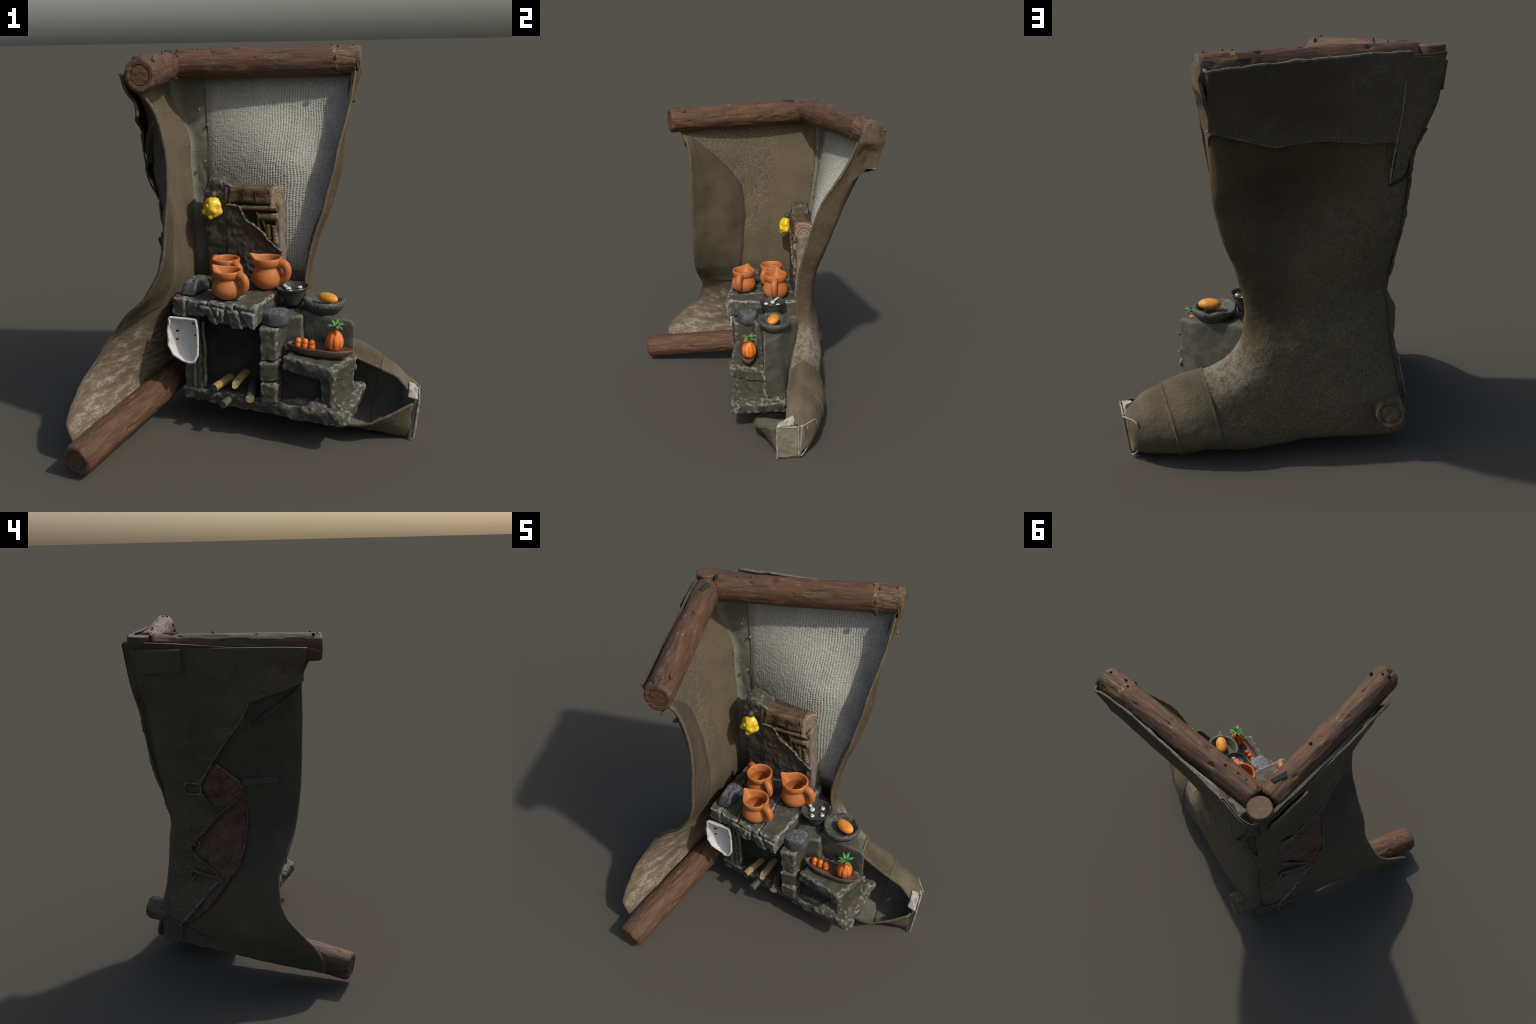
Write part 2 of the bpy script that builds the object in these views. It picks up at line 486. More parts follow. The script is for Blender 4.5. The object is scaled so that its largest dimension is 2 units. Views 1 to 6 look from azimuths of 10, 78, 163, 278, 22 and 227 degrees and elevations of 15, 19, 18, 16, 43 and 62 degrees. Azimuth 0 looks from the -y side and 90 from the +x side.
def sheet(name, P, th, mats, parent=None, outward=None, push=None):
    """thick sheet from a grid of outer-surface points; slots: outside, inside, edge"""
    n, m, _ = P.shape
    Nn = grid_normals(P)
    flip = False
    if outward is not None and np.mean(np.sum(Nn * outward, -1)) < 0:
        Nn, flip = -Nn, True
    if push is not None:
        Nn = np.broadcast_to(np.asarray(push, float), P.shape)
    t = th if np.ndim(th) else np.full((n, m), th)
    Q = P - Nn * t[..., None]
    V = np.concatenate([P.reshape(-1, 3), Q.reshape(-1, 3)])
    F1 = grid_faces(n, m, flip=flip)
    F2 = grid_faces(n, m, off=n * m, flip=not flip)
    b = [(0, j) for j in range(m)] + [(i, m - 1) for i in range(1, n)] + \
        [(n - 1, j) for j in range(m - 2, -1, -1)] + [(i, 0) for i in range(n - 2, 0, -1)]
    ids = np.array([i * m + j for i, j in b])
    nx = np.roll(ids, -1)
    F3 = np.stack([ids, ids + n * m, nx + n * m, nx], -1)
    if flip:
        F3 = F3[:, ::-1]
    fm = np.r_[np.zeros(len(F1)), np.ones(len(F2)), np.full(len(F3), 2)]
    if len(mats) < 3:
        fm = np.minimum(fm, len(mats) - 1)
    F3 = F3[:, ::-1]
    ob = add(name, V, np.concatenate([F1, F2, F3]), mats, parent, True, fm, 50)
    return ob

def crom(P, t, g0=None, g1=None):
    """Catmull-Rom through P (k,...) at float parameters t in [0,k-1]"""
    P = np.asarray(P, float)
    a = 2 * P[0] - P[1] if g0 is None else g0
    z = 2 * P[-1] - P[-2] if g1 is None else g1
    Q = np.concatenate([a[None], P, z[None]])
    t = np.asarray(t, float)
    i = np.clip(np.floor(t).astype(int), 0, len(P) - 2)
    f = (t - i).reshape(-1, *([1] * (P.ndim - 1)))
    p0, p1, p2, p3 = Q[i], Q[i + 1], Q[i + 2], Q[i + 3]
    return .5 * (2 * p1 + (p2 - p0) * f + (2 * p0 - 5 * p1 + 4 * p2 - p3) * f ** 2 + (3 * p1 - p0 - 3 * p2 + p3) * f ** 3)

def frames(path):
    path = np.asarray(path, float)
    T = np.gradient(path, axis=0)
    T /= np.linalg.norm(T, axis=1, keepdims=True)
    u = np.cross(T[0], [0, 0, 1.0])
    if np.linalg.norm(u) < .1:
        u = np.cross(T[0], [0, 1.0, 0])
    u /= np.linalg.norm(u)
    U = []
    for t in T:
        u = u - t * (u @ t)
        u /= np.linalg.norm(u)
        U.append(u.copy())
    U = np.array(U)
    return T, U, np.cross(T, U)

def tube_data(path, rad, segs=12, flat=1.0, cap=True, wob=0, seed=0):
    path = np.asarray(path, float)
    T, U, W = frames(path)
    r = np.broadcast_to(np.asarray(rad, float), (len(path),))
    a = np.linspace(0, 2 * np.pi, segs, endpoint=False)
    V = path[:, None] + r[:, None, None] * (np.cos(a)[None, :, None] * U[:, None] + flat * np.sin(a)[None, :, None] * W[:, None])
    if wob:
        V = V + (V - path[:, None]) * wob * fbm(V.reshape(-1, 3), 1 / max(r.mean(), 1e-3) * .7, seed, 2).reshape(*V.shape[:2], 1)
    F = [tuple(f) for f in grid_faces(len(path), segs, True)]
    V = V.reshape(-1, 3)
    if cap:
        V = np.concatenate([V, path[:1], path[-1:]])
        n = len(V)
        for j in range(segs):
            k = (j + 1) % segs
            F.append((n - 2, k, j))
            e = (len(path) - 1) * segs
            F.append((n - 1, e + j, e + k))
    return V, F

def tube(name, path, rad, mat, parent=None, segs=12, flat=1.0, wob=0, seed=0):
    V, F = tube_data(path, rad, segs, flat, True, wob, seed)
    return add(name, V, F, mat, parent, True, None, 60)

def join_data(parts):
    V, F, o = [], [], 0
    for v, f in parts:
        V.append(np.asarray(v, float))
        F += [tuple(i + o for i in q) for q in f]
        o += len(v)
    return np.concatenate(V), F

def lathe(profile, segs=48):
    p = np.asarray(profile, float)
    a = np.linspace(0, 2 * np.pi, segs, endpoint=False)
    V = np.stack([p[:, None, 0] * np.cos(a), p[:, None, 0] * np.sin(a), np.repeat(p[:, 1:2], segs, 1)], -1)
    return V

def block_data(c8, r=.012, res=.010, amp=.003, nscale=28, seed=0, chips=.0, flat_amp=0.0):
    """rounded, noise-worn hexahedron. c8: 4 bottom corners then 4 top corners, same turning order"""
    c8 = np.asarray(c8, float)
    L = np.array([
        np.mean([np.linalg.norm(c8[1] - c8[0]), np.linalg.norm(c8[2] - c8[3]), np.linalg.norm(c8[5] - c8[4])]),
        np.mean([np.linalg.norm(c8[3] - c8[0]), np.linalg.norm(c8[2] - c8[1]), np.linalg.norm(c8[7] - c8[4])]),
        np.mean([np.linalg.norm(c8[4] - c8[0]), np.linalg.norm(c8[5] - c8[1]), np.linalg.norm(c8[6] - c8[2])])])
    nn = np.maximum(3, np.round(L / res).astype(int))
    r = min(r, L.min() * .45)
    idx, V, F = {}, [], []
    def vid(k):
        if k not in idx:
            idx[k] = len(V)
            V.append(k)
        return idx[k]
    for ax in range(3):
        u, v = (ax + 1) % 3, (ax + 2) % 3
        for side in (0, nn[ax]):
            for a in range(nn[u]):
                for b in range(nn[v]):
                    q = []
                    for da, db in ((0, 0), (1, 0), (1, 1), (0, 1)):
                        k = [0, 0, 0]
                        k[ax], k[u], k[v] = side, a + da, b + db
                        q.append(vid(tuple(k)))
                    F.append(tuple(q) if side else tuple(q[::-1]))
    K = np.array(V, float) / nn * L            # metric box coordinates
    inner = np.clip(K, r, L - r)
    d = K - inner
    dn = np.linalg.norm(d, axis=1, keepdims=True)
    nrm = d / np.maximum(dn, 1e-9)
    K = inner + nrm * r
    s = K / L
    x, y, z = s[:, :1], s[:, 1:2], s[:, 2:]
    def bil(c):
        return c[0] * (1 - x) * (1 - y) + c[1] * x * (1 - y) + c[2] * x * y + c[3] * (1 - x) * y
    P = bil(c8[:4]) * (1 - z) + bil(c8[4:]) * z
    # world normal from local axes
    ex = (c8[1] - c8[0] + c8[2] - c8[3] + c8[5] - c8[4] + c8[6] - c8[7])
    ey = (c8[3] - c8[0] + c8[2] - c8[1] + c8[7] - c8[4] + c8[6] - c8[5])
    ez = (c8[4:] - c8[:4]).sum(0)
    B = np.linalg.inv(np.stack([ex / np.linalg.norm(ex), ey / np.linalg.norm(ey), ez / np.linalg.norm(ez)], 1)).T
    nw = nrm @ B.T
    nw /= np.maximum(np.linalg.norm(nw, axis=1, keepdims=True), 1e-9)
    h = fbm(P, nscale, seed, 3) * amp
    if chips:
        e = (np.sort(np.abs(nrm), axis=1)[:, 1] > .25)
        h = h - e * chips * np.clip(fbm(P, nscale * 1.3, seed + 50, 3) + .1, 0, 1)
    if flat_amp:
        h = h + flat_amp * fbm(P * np.array([1, 1, .4]), nscale * .5, seed + 9, 2)
    P = P + nw * h[:, None]
    if np.linalg.det(np.stack([ex, ey, ez])) < 0:
        F = [f[::-1] for f in F]
    return P, F

def block(name, c8, mat, parent=None, **kw):
    V, F = block_data(c8, **kw)
    return add(name, V, F, mat, parent, True)

def prism(top, zlo, bottom=None):
    """c8 from four top corners (x,y,z) and a floor height"""
    top = np.asarray(top, float)
    bot = top.copy() if bottom is None else np.asarray(bottom, float)
    if bottom is None:
        bot[:, 2] = zlo
    return np.concatenate([bot, top])

def ball_data(c, r, n=20, m=28):
    """ellipsoid; r scalar or triple"""
    th = np.linspace(0, np.pi, n)
    a = np.linspace(0, 2 * np.pi, m, endpoint=False)
    V = np.stack([np.sin(th)[:, None] * np.cos(a), np.sin(th)[:, None] * np.sin(a), np.repeat(np.cos(th)[:, None], m, 1)], -1)
    return (np.asarray(c) + V * np.asarray(r)).reshape(-1, 3), [tuple(f) for f in grid_faces(n, m, True, flip=True)]

# ------------------------------------------------------------------ boot shell control rows
# each row of the right half runs from the heel seam round the back to the front rim
RIGHT = []
def right(*p):
    RIGHT.append(p)
right((-.600, .575, 1.938), (-.36, .592, 1.93), (-.06, .611, 1.92), (.20, .634, 1.915), (.39, .655, 1.91), (.458, .648, 1.905), (.474, .530, 1.875))
right((-.558, .552, 1.70), (-.36, .566, 1.70), (-.06, .588, 1.70), (.15, .606, 1.70), (.33, .608, 1.70), (.436, .570, 1.70), (.452, .462, 1.70))
right((-.468, .530, 1.50), (-.34, .532, 1.50), (-.05, .492, 1.50), (.15, .498, 1.50), (.33, .520, 1.50), (.420, .462, 1.50), (.407, .342, 1.49))
right((-.460, .508, 1.35), (-.34, .514, 1.35), (-.05, .436, 1.35), (.15, .405, 1.35), (.31, .452, 1.35), (.412, .418, 1.35), (.382, .295, 1.35))
right((-.446, .482, 1.17), (-.33, .502, 1.17), (-.05, .424, 1.17), (.13, .388, 1.17), (.27, .402, 1.17), (.368, .362, 1.17), (.336, .257, 1.17))
right((-.431, .430, 1.00), (-.31, .470, 1.00), (-.05, .424, 1.00), (.10, .378, 1.00), (.22, .366, 1.00), (.306, .322, 1.00), (.286, .231, 1.00))
right((-.412, .399, .84), (-.30, .434, .84), (-.05, .410, .84), (.08, .372, .84), (.19, .354, .84), (.267, .310, .84), (.249, .227, .84))
right((-.416, .405, .72), (-.30, .440, .73), (-.05, .410, .74), (.07, .381, .745), (.18, .358, .745), (.262, .306, .74), (.243, .226, .72))
right((-.422, .415, .60), (-.30, .450, .62), (-.05, .426, .65), (.08, .397, .66), (.19, .369, .665), (.277, .302, .655), (.268, .215, .61))
right((-.438, .445, .42), (-.30, .463, .44), (-.05, .444, .48), (.12, .412, .515), (.25, .370, .54), (.338, .284, .555), (.340, .185, .50))
right((-.450, .486, .25), (-.30, .489, .27), (.00, .452, .32), (.20, .408, .38), (.34, .355, .44), (.422, .242, .49), (.44, .140, .425))
right((-.455, .500, .10), (-.30, .480, .12), (.05, .430, .195), (.28, .383, .275), (.43, .326, .365), (.502, .200, .458), (.52, .115, .385))
right((-.08, .250, .055), (.00, .385, .085), (.20, .390, .155), (.38, .370, .235), (.515, .312, .325), (.585, .178, .428), (.60, .086, .362))
right((.24, .050, .060), (.30, .290, .040), (.42, .362, .145), (.525, .343, .22), (.605, .288, .30), (.663, .153, .388), (.67, .064, .342))
right((.50, -.105, .097), (.52, .080, .020), (.56, .235, .040), (.62, .302, .15), (.672, .262, .27), (.727, .146, .350), (.735, .050, .318))
right((.66, -.122, .145), (.68, .000, .018), (.70, .155, .018), (.735, .246, .13), (.752, .230, .24), (.774, .126, .306), (.778, .034, .274))
right((.790, -.090, .212), (.795, -.015, .020), (.800, .070, .008), (.806, .176, .09), (.806, .200, .215), (.812, .118, .272), (.80, .030, .248))
right((.818, -.050, .210), (.803, .010, .06), (.805, .060, .05), (.820, .125, .10), (.834, .136, .20), (.830, .085, .240), (.818, .020, .236))

LEFT = []
def left(*p):
    LEFT.append(p)
left((-.600, .575, 1.938), (-.608, .35, 1.928), (-.573, .086, 1.908), (-.536, -.15, 1.885), (-.490, -.36, 1.86), (-.455, -.440, 1.845))
left((-.558, .552, 1.70), (-.578, .33, 1.70), (-.550, .086, 1.70), (-.492, -.15, 1.70), (-.428, -.325, 1.70), (-.375, -.382, 1.70))
left((-.468, .530, 1.50), (-.538, .33, 1.50), (-.540, .080, 1.50), (-.476, -.12, 1.50), (-.402, -.290, 1.50), (-.338, -.378, 1.50))
left((-.460, .508, 1.35), (-.520, .31, 1.35), (-.525, .065, 1.35), (-.440, -.12, 1.35), (-.395, -.270, 1.35), (-.341, -.374, 1.35))
left((-.446, .482, 1.17), (-.488, .285, 1.17), (-.482, .060, 1.17), (-.412, -.12, 1.17), (-.390, -.265, 1.17), (-.362, -.369, 1.17))
left((-.431, .430, 1.00), (-.456, .26, 1.00), (-.456, .055, 1.00), (-.424, -.115, 1.00), (-.418, -.265, 1.00), (-.390, -.360, 1.00))
left((-.412, .399, .84), (-.440, .25, .84), (-.452, .050, .84), (-.452, -.10, .84), (-.472, -.225, .83), (-.480, -.335, .83))
left((-.416, .405, .72), (-.438, .25, .72), (-.472, .055, .72), (-.516, -.10, .72), (-.556, -.20, .72), (-.590, -.300, .72))
left((-.422, .415, .60), (-.456, .26, .60), (-.508, .070, .60), (-.558, -.06, .60), (-.636, -.165, .60), (-.686, -.256, .60))
left((-.438, .445, .42), (-.495, .28, .42), (-.572, .080, .42), (-.648, -.08, .42), (-.748, -.21, .42), (-.804, -.305, .42))
left((-.450, .486, .25), (-.530, .30, .25), (-.620, .080, .25), (-.706, -.12, .25), (-.792, -.30, .245), (-.866, -.490, .235))
left((-.455, .500, .10), (-.532, .34, .098), (-.595, .12, .085), (-.648, -.09, .070), (-.705, -.30, .060), (-.820, -.528, .092))
RIGHT = np.array(RIGHT)
LEFT = np.array(LEFT)
NR, NL = len(RIGHT), len(LEFT)

def surf(C, rows, cols, ghost=None):
    R = []
    for k, row in enumerate(C):
        g = ghost[k] if ghost is not None and k < len(ghost) else None
        R.append(crom(row, cols, g0=g))
    return crom(np.array(R), rows)

def right_surf(rows, cols):
    return surf(RIGHT, rows, cols, [l[1] for l in LEFT])

def left_surf(rows, cols):
    return surf(LEFT, rows, cols, [r[1] for r in RIGHT])

def foot_relief(P, N):
    e = P[..., 0] - .17 * (P[..., 2] - .2)
    h = np.zeros(P.shape[:2])
    low = 1 / (1 + np.exp((P[..., 2] - .58) / .02))
    for c, w, a in ((.425, .0045, .006), (.630, .0045, .006)):
        h += a * np.exp(-((e - c) / w) ** 2) * low
    h += low * .004 / (1 + np.exp(-(e - .425) / .003)) - low * .003 / (1 + np.exp(-(e - .63) / .003)) * 1
    soft = fbm(P.reshape(-1, 3), 7, 3, 2).reshape(h.shape) * .0035 + fbm(P.reshape(-1, 3), 26, 8, 2).reshape(h.shape) * .0012
    # creased, scuffed cloth behind the ankle
    m = np.exp(-((P[..., 0] + .28) / .16) ** 2 - ((P[..., 2] - 1.22) / .18) ** 2)
    soft += m * .006 * np.abs(fbm((P * np.array([1.6, 1, .6])).reshape(-1, 3), 16, 21, 3).reshape(h.shape))
    soft *= 1 - .9 * np.clip((P[..., 2] - 1.25) / .3, 0, 1)
    return P + N * (h + soft)[..., None]

def edge_taper(n, m, th, w=6):
    return np.full((n, m), th)

n, m = 420, 190
tr, tc = np.linspace(0, NR - 1, n), np.linspace(0, 6, m)
P = right_surf(tr, tc)
Nn = grid_normals(P)
if np.mean(Nn[..., 1]) < 0:
    Nn = -Nn
P = foot_relief(P, Nn)
# ragged front rim and top
P[:, -1] += (fbm(P[:, -1], 24, 5, 3) * .0008)[:, None] * np.array([.6, -.6, .4])
P[..., 2] = np.maximum(P[..., 2], .002)
P[..., 0] += .008 * np.clip((P[..., 0] - .7) / .1, 0, 1) * (P[..., 2] < .4)
P[0] += (fbm(P[0], 20, 6, 3) * .005)[:, None] * np.array([0, 0, 1.0])
sx_ = 1 / (1 + np.exp(-(P[..., 0] + .27) / .03))
th = .011 - .0075 * np.clip((P[..., 2] - 1.45) / .12, 0, 1) + .034 * np.exp(-((P[..., 2] - 1.02) / .24) ** 2) * sx_ * np.clip((5.9 - tc) / .9, 0, 1)[None] * np.clip((P[..., 2] - .55) / .2, 0, 1)
boot_side = sheet("boot_side", P, th, ["canvas", "corner", "rim"], outward=np.array([0, 1.0, 0]))
RP, RN = P, Nn

n, m = 300, 150
P = left_surf(np.linspace(0, NL - 1, n), np.linspace(0, 5, m))
Ln = grid_normals(P)
if np.mean(Ln[..., 0]) > 0:
    Ln = -Ln
P = P + Ln * (fbm(P.reshape(-1, 3), 7, 3, 2).reshape(n, m, 1) * .0035)
P[:, -1] += (fbm(P[:, -1], 24, 15, 3) * .0008)[:, None] * np.array([.2, -.8, .4])
low = np.clip((.75 - P[:, -1, 2]) / .15, 0, 1)
for q, wgt in ((-1, 1.0), (-2, .6), (-3, .3)):
    P[:, q] += (low * wgt * fbm(P[:, -1], 20, 18, 3) * .006)[:, None] * np.array([-.5, -.6, .3])
P[-1] += (fbm(P[-1], 16, 16, 3) * .006)[:, None] * np.array([0, 0, 1.0])
boot_flap = sheet("boot_flap", P, .016, ["flap_out", "flap_in", "rim"], outward=np.array([-1.0, 0, 0]))
LP, LN = P.reshape(-1, 3), Ln.reshape(-1, 3)
RPf, RNf = RP[:275].reshape(-1, 3), RN[:275].reshape(-1, 3)

def on_flap(yz, off):
    """points of the flap surface above (y,z), moved outward by off"""
    yz = np.asarray(yz, float).reshape(-1, 2)
    off = np.broadcast_to(off, (len(yz),))
    out = np.empty((len(yz), 3))
    for s in range(0, len(yz), 2000):
        q = yz[s:s + 2000]
        d = (q[:, :1] - LP[None, :, 1]) ** 2 + (q[:, 1:] - LP[None, :, 2]) ** 2
        k = d.argmin(1)
        p, nn_ = LP[k], LN[k]
        x = p[:, 0] - (nn_[:, 1] * (q[:, 0] - p[:, 1]) + nn_[:, 2] * (q[:, 1] - p[:, 2])) / np.minimum(nn_[:, 0], -.3)
        out[s:s + 2000] = np.c_[x, q] + nn_ * off[s:s + 2000, None]
    return out

def on_back(xz, off):
    xz = np.asarray(xz, float).reshape(-1, 2)
    off = np.broadcast_to(off, (len(xz),))
    d = (xz[:, :1] - RPf[None, :, 0]) ** 2 + (xz[:, 1:] - RPf[None, :, 2]) ** 2
    k = d.argmin(1)
    p, nn_ = RPf[k], RNf[k]
    y = p[:, 1] - (nn_[:, 0] * (xz[:, 0] - p[:, 0]) + nn_[:, 2] * (xz[:, 1] - p[:, 2])) / np.maximum(nn_[:, 1], .3)
    return np.c_[xz[:, 0], y, xz[:, 1]] + nn_ * off[:, None]

def roll(name, P, N, th, r, seed):
    pts = P - N * th[:, None] * .5
    pts = pts[::3]
    tube(name, pts, r * (1 + .12 * vnoise(pts, 14, seed)), "rim", segs=10)

roll("rolled_rim", RP[3:-14, -1], RN[3:-14, -1], th[3:-14, -1], .0085, 3)
k = int(420 * 12.5 / 17)
roll("rolled_rim", RP[k:-6, 0], RN[k:-6, 0], th[k:-6, 0], .0075, 4)
LPg, LNg = LP.reshape(300, 150, 3), LN.reshape(300, 150, 3)
roll("rolled_rim", LPg[4:-4, -1], LNg[4:-4, -1], np.full(292, .016), .0090, 5)

# ------------------------------------------------------------------ ribbed lining cloth
n, m = 460, 420
rows, cols = np.linspace(.12, 6.5, n), np.linspace(.98, 5.72, m)
P = right_surf(rows, cols)
Nn = grid_normals(P)
if np.mean(Nn[..., 1]) < 0:
    Nn = -Nn
sx = np.cumsum(np.r_[np.zeros((1, n)), np.linalg.norm(np.diff(P, axis=1), axis=-1).T], 0).T
ph = fbm(P.reshape(-1, 3), 8, 31, 2).reshape(n, m)
ribs = np.abs(np.sin(np.pi * (P[..., 0] + .1 * sx) / .0165 + ph * 1.2)) ** .7
ribs = ribs * (.72 + .28 * np.sin(2 * np.pi * P[..., 2] / .0105 + 4 * fbm(P.reshape(-1, 3), 30, 37, 2).reshape(n, m)))
amp = .0016 + .0036 / (1 + np.exp(-(P[..., 0] + .05) / .06))
h = .004 + amp * ribs + .0012 * fbm(P.reshape(-1, 3) * np.array([1, 1, 1.6]), 70, 33, 2).reshape(n, m)
fade = np.minimum(1, np.minimum(np.arange(m) / 10, (m - 1 - np.arange(m)) / 8))[None] * np.minimum(1, np.minimum(np.arange(n), n - 1 - np.arange(n)) / 6)[:, None]
thick = .0125 - .003 * np.clip((P[..., 2] - 1.5) / .1, 0, 1) + .034 * np.exp(-((P[..., 2] - 1.02) / .24) ** 2) / (1 + np.exp(-(P[..., 0] + .27) / .03)) * np.clip((5.9 - cols) / .9, 0, 1)[None] * np.clip((P[..., 2] - .55) / .2, 0, 1)
P2 = P - Nn * (thick + h * fade)[..., None]
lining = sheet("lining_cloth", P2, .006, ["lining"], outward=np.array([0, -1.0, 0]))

# rivet heads along the back corner
rivets = []
for c, r in (((-.396, .528, 1.654), (.008, .010, .014)), ((-.352, .530, 1.567), (.008, .009, .010)),
             ((-.362, .484, 1.369), (.008, .009, .010)), ((-.41, .49, 1.50), (.005, .006, .006)), ((-.40, .48, 1.43), (.005, .006, .006))):
    V, F = ball_data((0, 0, 0), r, 12, 16)
    ob = add("rivet", V, F, "corner")
    ob.location = c

# ------------------------------------------------------------------ cuff folded over the leg
CUFF = []
def cuff(*p):
    CUFF.append(p)
cuff((-.43, .606, 1.952), (-.29, .613, 1.948), (-.06, .626, 1.940), (.20, .648, 1.934), (.41, .678, 1.924), (.462, .697, 1.916), (.478, .655, 1.925), (.478, .545, 1.885))
cuff((-.415, .583, 1.78), (-.25, .592, 1.775), (-.06, .598, 1.775), (.20, .628, 1.785), (.43, .658, 1.80), (.468, .662, 1.80), (.462, .622, 1.80), (.440, .560, 1.80))
cuff((-.390, .554, 1.56), (-.24, .562, 1.575), (-.06, .572, 1.60), (.18, .594, 1.605), (.41, .634, 1.672), (.466, .646, 1.688), (.455, .605, 1.690), (.430, .550, 1.690))
CUFF = np.array(CUFF)
n, m = 70, 220
P = surf(CUFF, np.linspace(0, 2, n), np.linspace(0, 7, m))
P = P + np.array([0, 1, 0]) * (fbm(P.reshape(-1, 3), 6, 41, 3).reshape(n, m, 1) * .003)
P[0, :, 2] += fbm(P[0], 14, 42, 3) * .006
P[-1, :, 2] += fbm(P[-1], 10, 43, 3) * .006
sheet("cuff", P, .0045, ["canvas", "canvas", "rim"], outward=np.array([0, 1.0, 0]))

hem = P[-1] * .90 + P[-8] * .10 + np.array([0, .0015, .012])
V, F = join_data([tube_data(hem[k:k + 3], .0012, 5) for k in range(18, 170, 4)])
ob = add("hem_stitching", V, F, "stitch")
ob["kind"] = "stuff"
tube("cuff_hem", P[-1, 10:176] + np.array([0, -.004, 0]), .0042 * (1 + .4 * vnoise(P[-1, 10:176], 40, 3)), "tear", segs=8)
tube("cuff_lip", P[0, 4:196] + np.array([0, -.006, 0]), .0070 * (1 + .3 * vnoise(P[0, 4:196], 30, 4)), "tear", segs=8)

# top corner piece behind the seam and its thread
def strip_back(name, left_line, right_line, off, th, mat, n=40, m=14, seed=0):
    t = np.linspace(0, 1, n)
    L = crom(left_line, t * (len(left_line) - 1))
    R = crom(right_line, t * (len(right_line) - 1))
    s = np.linspace(0, 1, m)
    G = L[:, None] * (1 - s[None, :, None]) + R[:, None] * s[None, :, None]
    P = on_back(G.reshape(-1, 2), off).reshape(n, m, 3)
    P += np.array([0, 1, 0]) * (fbm(P.reshape(-1, 3), 10, seed, 2).reshape(n, m, 1) * .0012)
    return sheet(name, P, th, mat, outward=np.array([0, 1.0, 0]))

strip_back("corner_patch", np.array([(-.585, 1.925), (-.52, 1.70), (-.45, 1.50), (-.43, 1.42)]),
           np.array([(-.415, 1.925), (-.405, 1.72), (-.385, 1.50), (-.37, 1.38)]), .0085, .006, ["canvas", "canvas", "rim"], seed=3)
line = np.array([(-.405, 1.83), (-.402, 1.74), (-.392, 1.62), (-.382, 1.54), (-.372, 1.46), (-.368, 1.38)])
pts = on_back(crom(line, np.linspace(0, 5, 60)), .009)
tube("seam_thread", pts, .0035 * (1 + .4 * vnoise(pts, 60, 2)), "stitch", segs=8)

line = np.array([(-.388, 1.58), (-.382, 1.50), (-.374, 1.42), (-.370, 1.37), (-.40, 1.385), (-.43, 1.40), (-.452, 1.44)])
pts = on_back(crom(line, np.linspace(0, 6, 70)), .006)
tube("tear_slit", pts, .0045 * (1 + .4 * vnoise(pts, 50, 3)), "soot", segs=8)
line = np.array([(-.36, 1.575), (-.352, 1.53), (-.362, 1.46), (-.366, 1.40)])
pts = on_back(crom(line, np.linspace(0, 3, 40)), .003)
tube("torn_fringe", pts, .006 * (1 + .5 * vnoise(pts, 70, 4)), "rim", segs=8)

def poly_sheet_flap(name, zs, yl, yr, off, th, mats, n=90, m=36, inside=False, seed=0, warp=.003):
    """overlay on the flap: between two borders y(z)"""
    z = np.linspace(zs[0], zs[-1], n)
    zz = np.asarray(zs)[::-1] if zs[0] > zs[-1] else np.asarray(zs)
    def ev(y):
        y = np.asarray(y)[::-1] if zs[0] > zs[-1] else np.asarray(y)
        return np.interp(z, zz, y)
    a, b = ev(yl), ev(yr)
    b = np.where(np.abs(b - a) < .004, a - .004, b)
    s = np.linspace(0, 1, m)
    Y = a[:, None] * (1 - s) + b[:, None] * s
    Z = np.repeat(z[:, None], m, 1)
    o = off if np.isscalar(off) else off(Y, Z, s[None] + 0 * Y)
    Pp = on_flap(np.c_[Y.ravel(), Z.ravel()], np.ravel(o)).reshape(n, m, 3)
    nx = -1.0 if not inside else 1.0
    Pp += np.array([nx, 0, 0]) * (fbm(Pp.reshape(-1, 3), 12, seed, 2).reshape(n, m, 1) * warp)
    return sheet(name, Pp, th, mats, outward=np.array([nx, 0, 0]))

# torn outer canvas of the flap, ending on a zigzag border
zs = [1.90, 1.72, 1.66, 1.59, 1.52, 1.38, 1.225, 1.09, 1.05, .93, .90, .70, .66, .545, .50, .40, .22]
yl = [.54, .52, .505, .49, .48, .47, .455, .43, .43, .42, .41, .40, .40, .41, .415, .42, .43]
yr = [-.415, -.36, -.28, -.09, -.05, .047, .142, .215, .215, .118, .118, .282, .28, .10, .10, .19, .325]
poly_sheet_flap("torn_canvas", zs, yl, yr, lambda Y, Z, s:   .010 + .006 * s + .018 * s ** 6 + .022 * s ** 4 * np.exp(-((Z - 1.71) / .09) ** 2) + .007 * np.sin(Z * 46 + 3 * Y) * s ** 8, .012, ["canvas", "canvas", "rim"], n=220, m=60, seed=4)
# diagonal fold where the canvas pulls over the front panel
pts = on_flap(crom(np.array([(-.365, 1.665), (-.315, 1.61), (-.255, 1.565), (-.175, 1.51), (-.105, 1.455)]), np.linspace(0, 4, 50)), .004)
tube("panel_fold", pts, np.linspace(.020, .034, 50) * (1 + .15 * vnoise(pts, 20, 3)) * np.sin(np.pi * np.linspace(.12, .9, 50)) ** .5, "flap_out", segs=16, flat=.42)
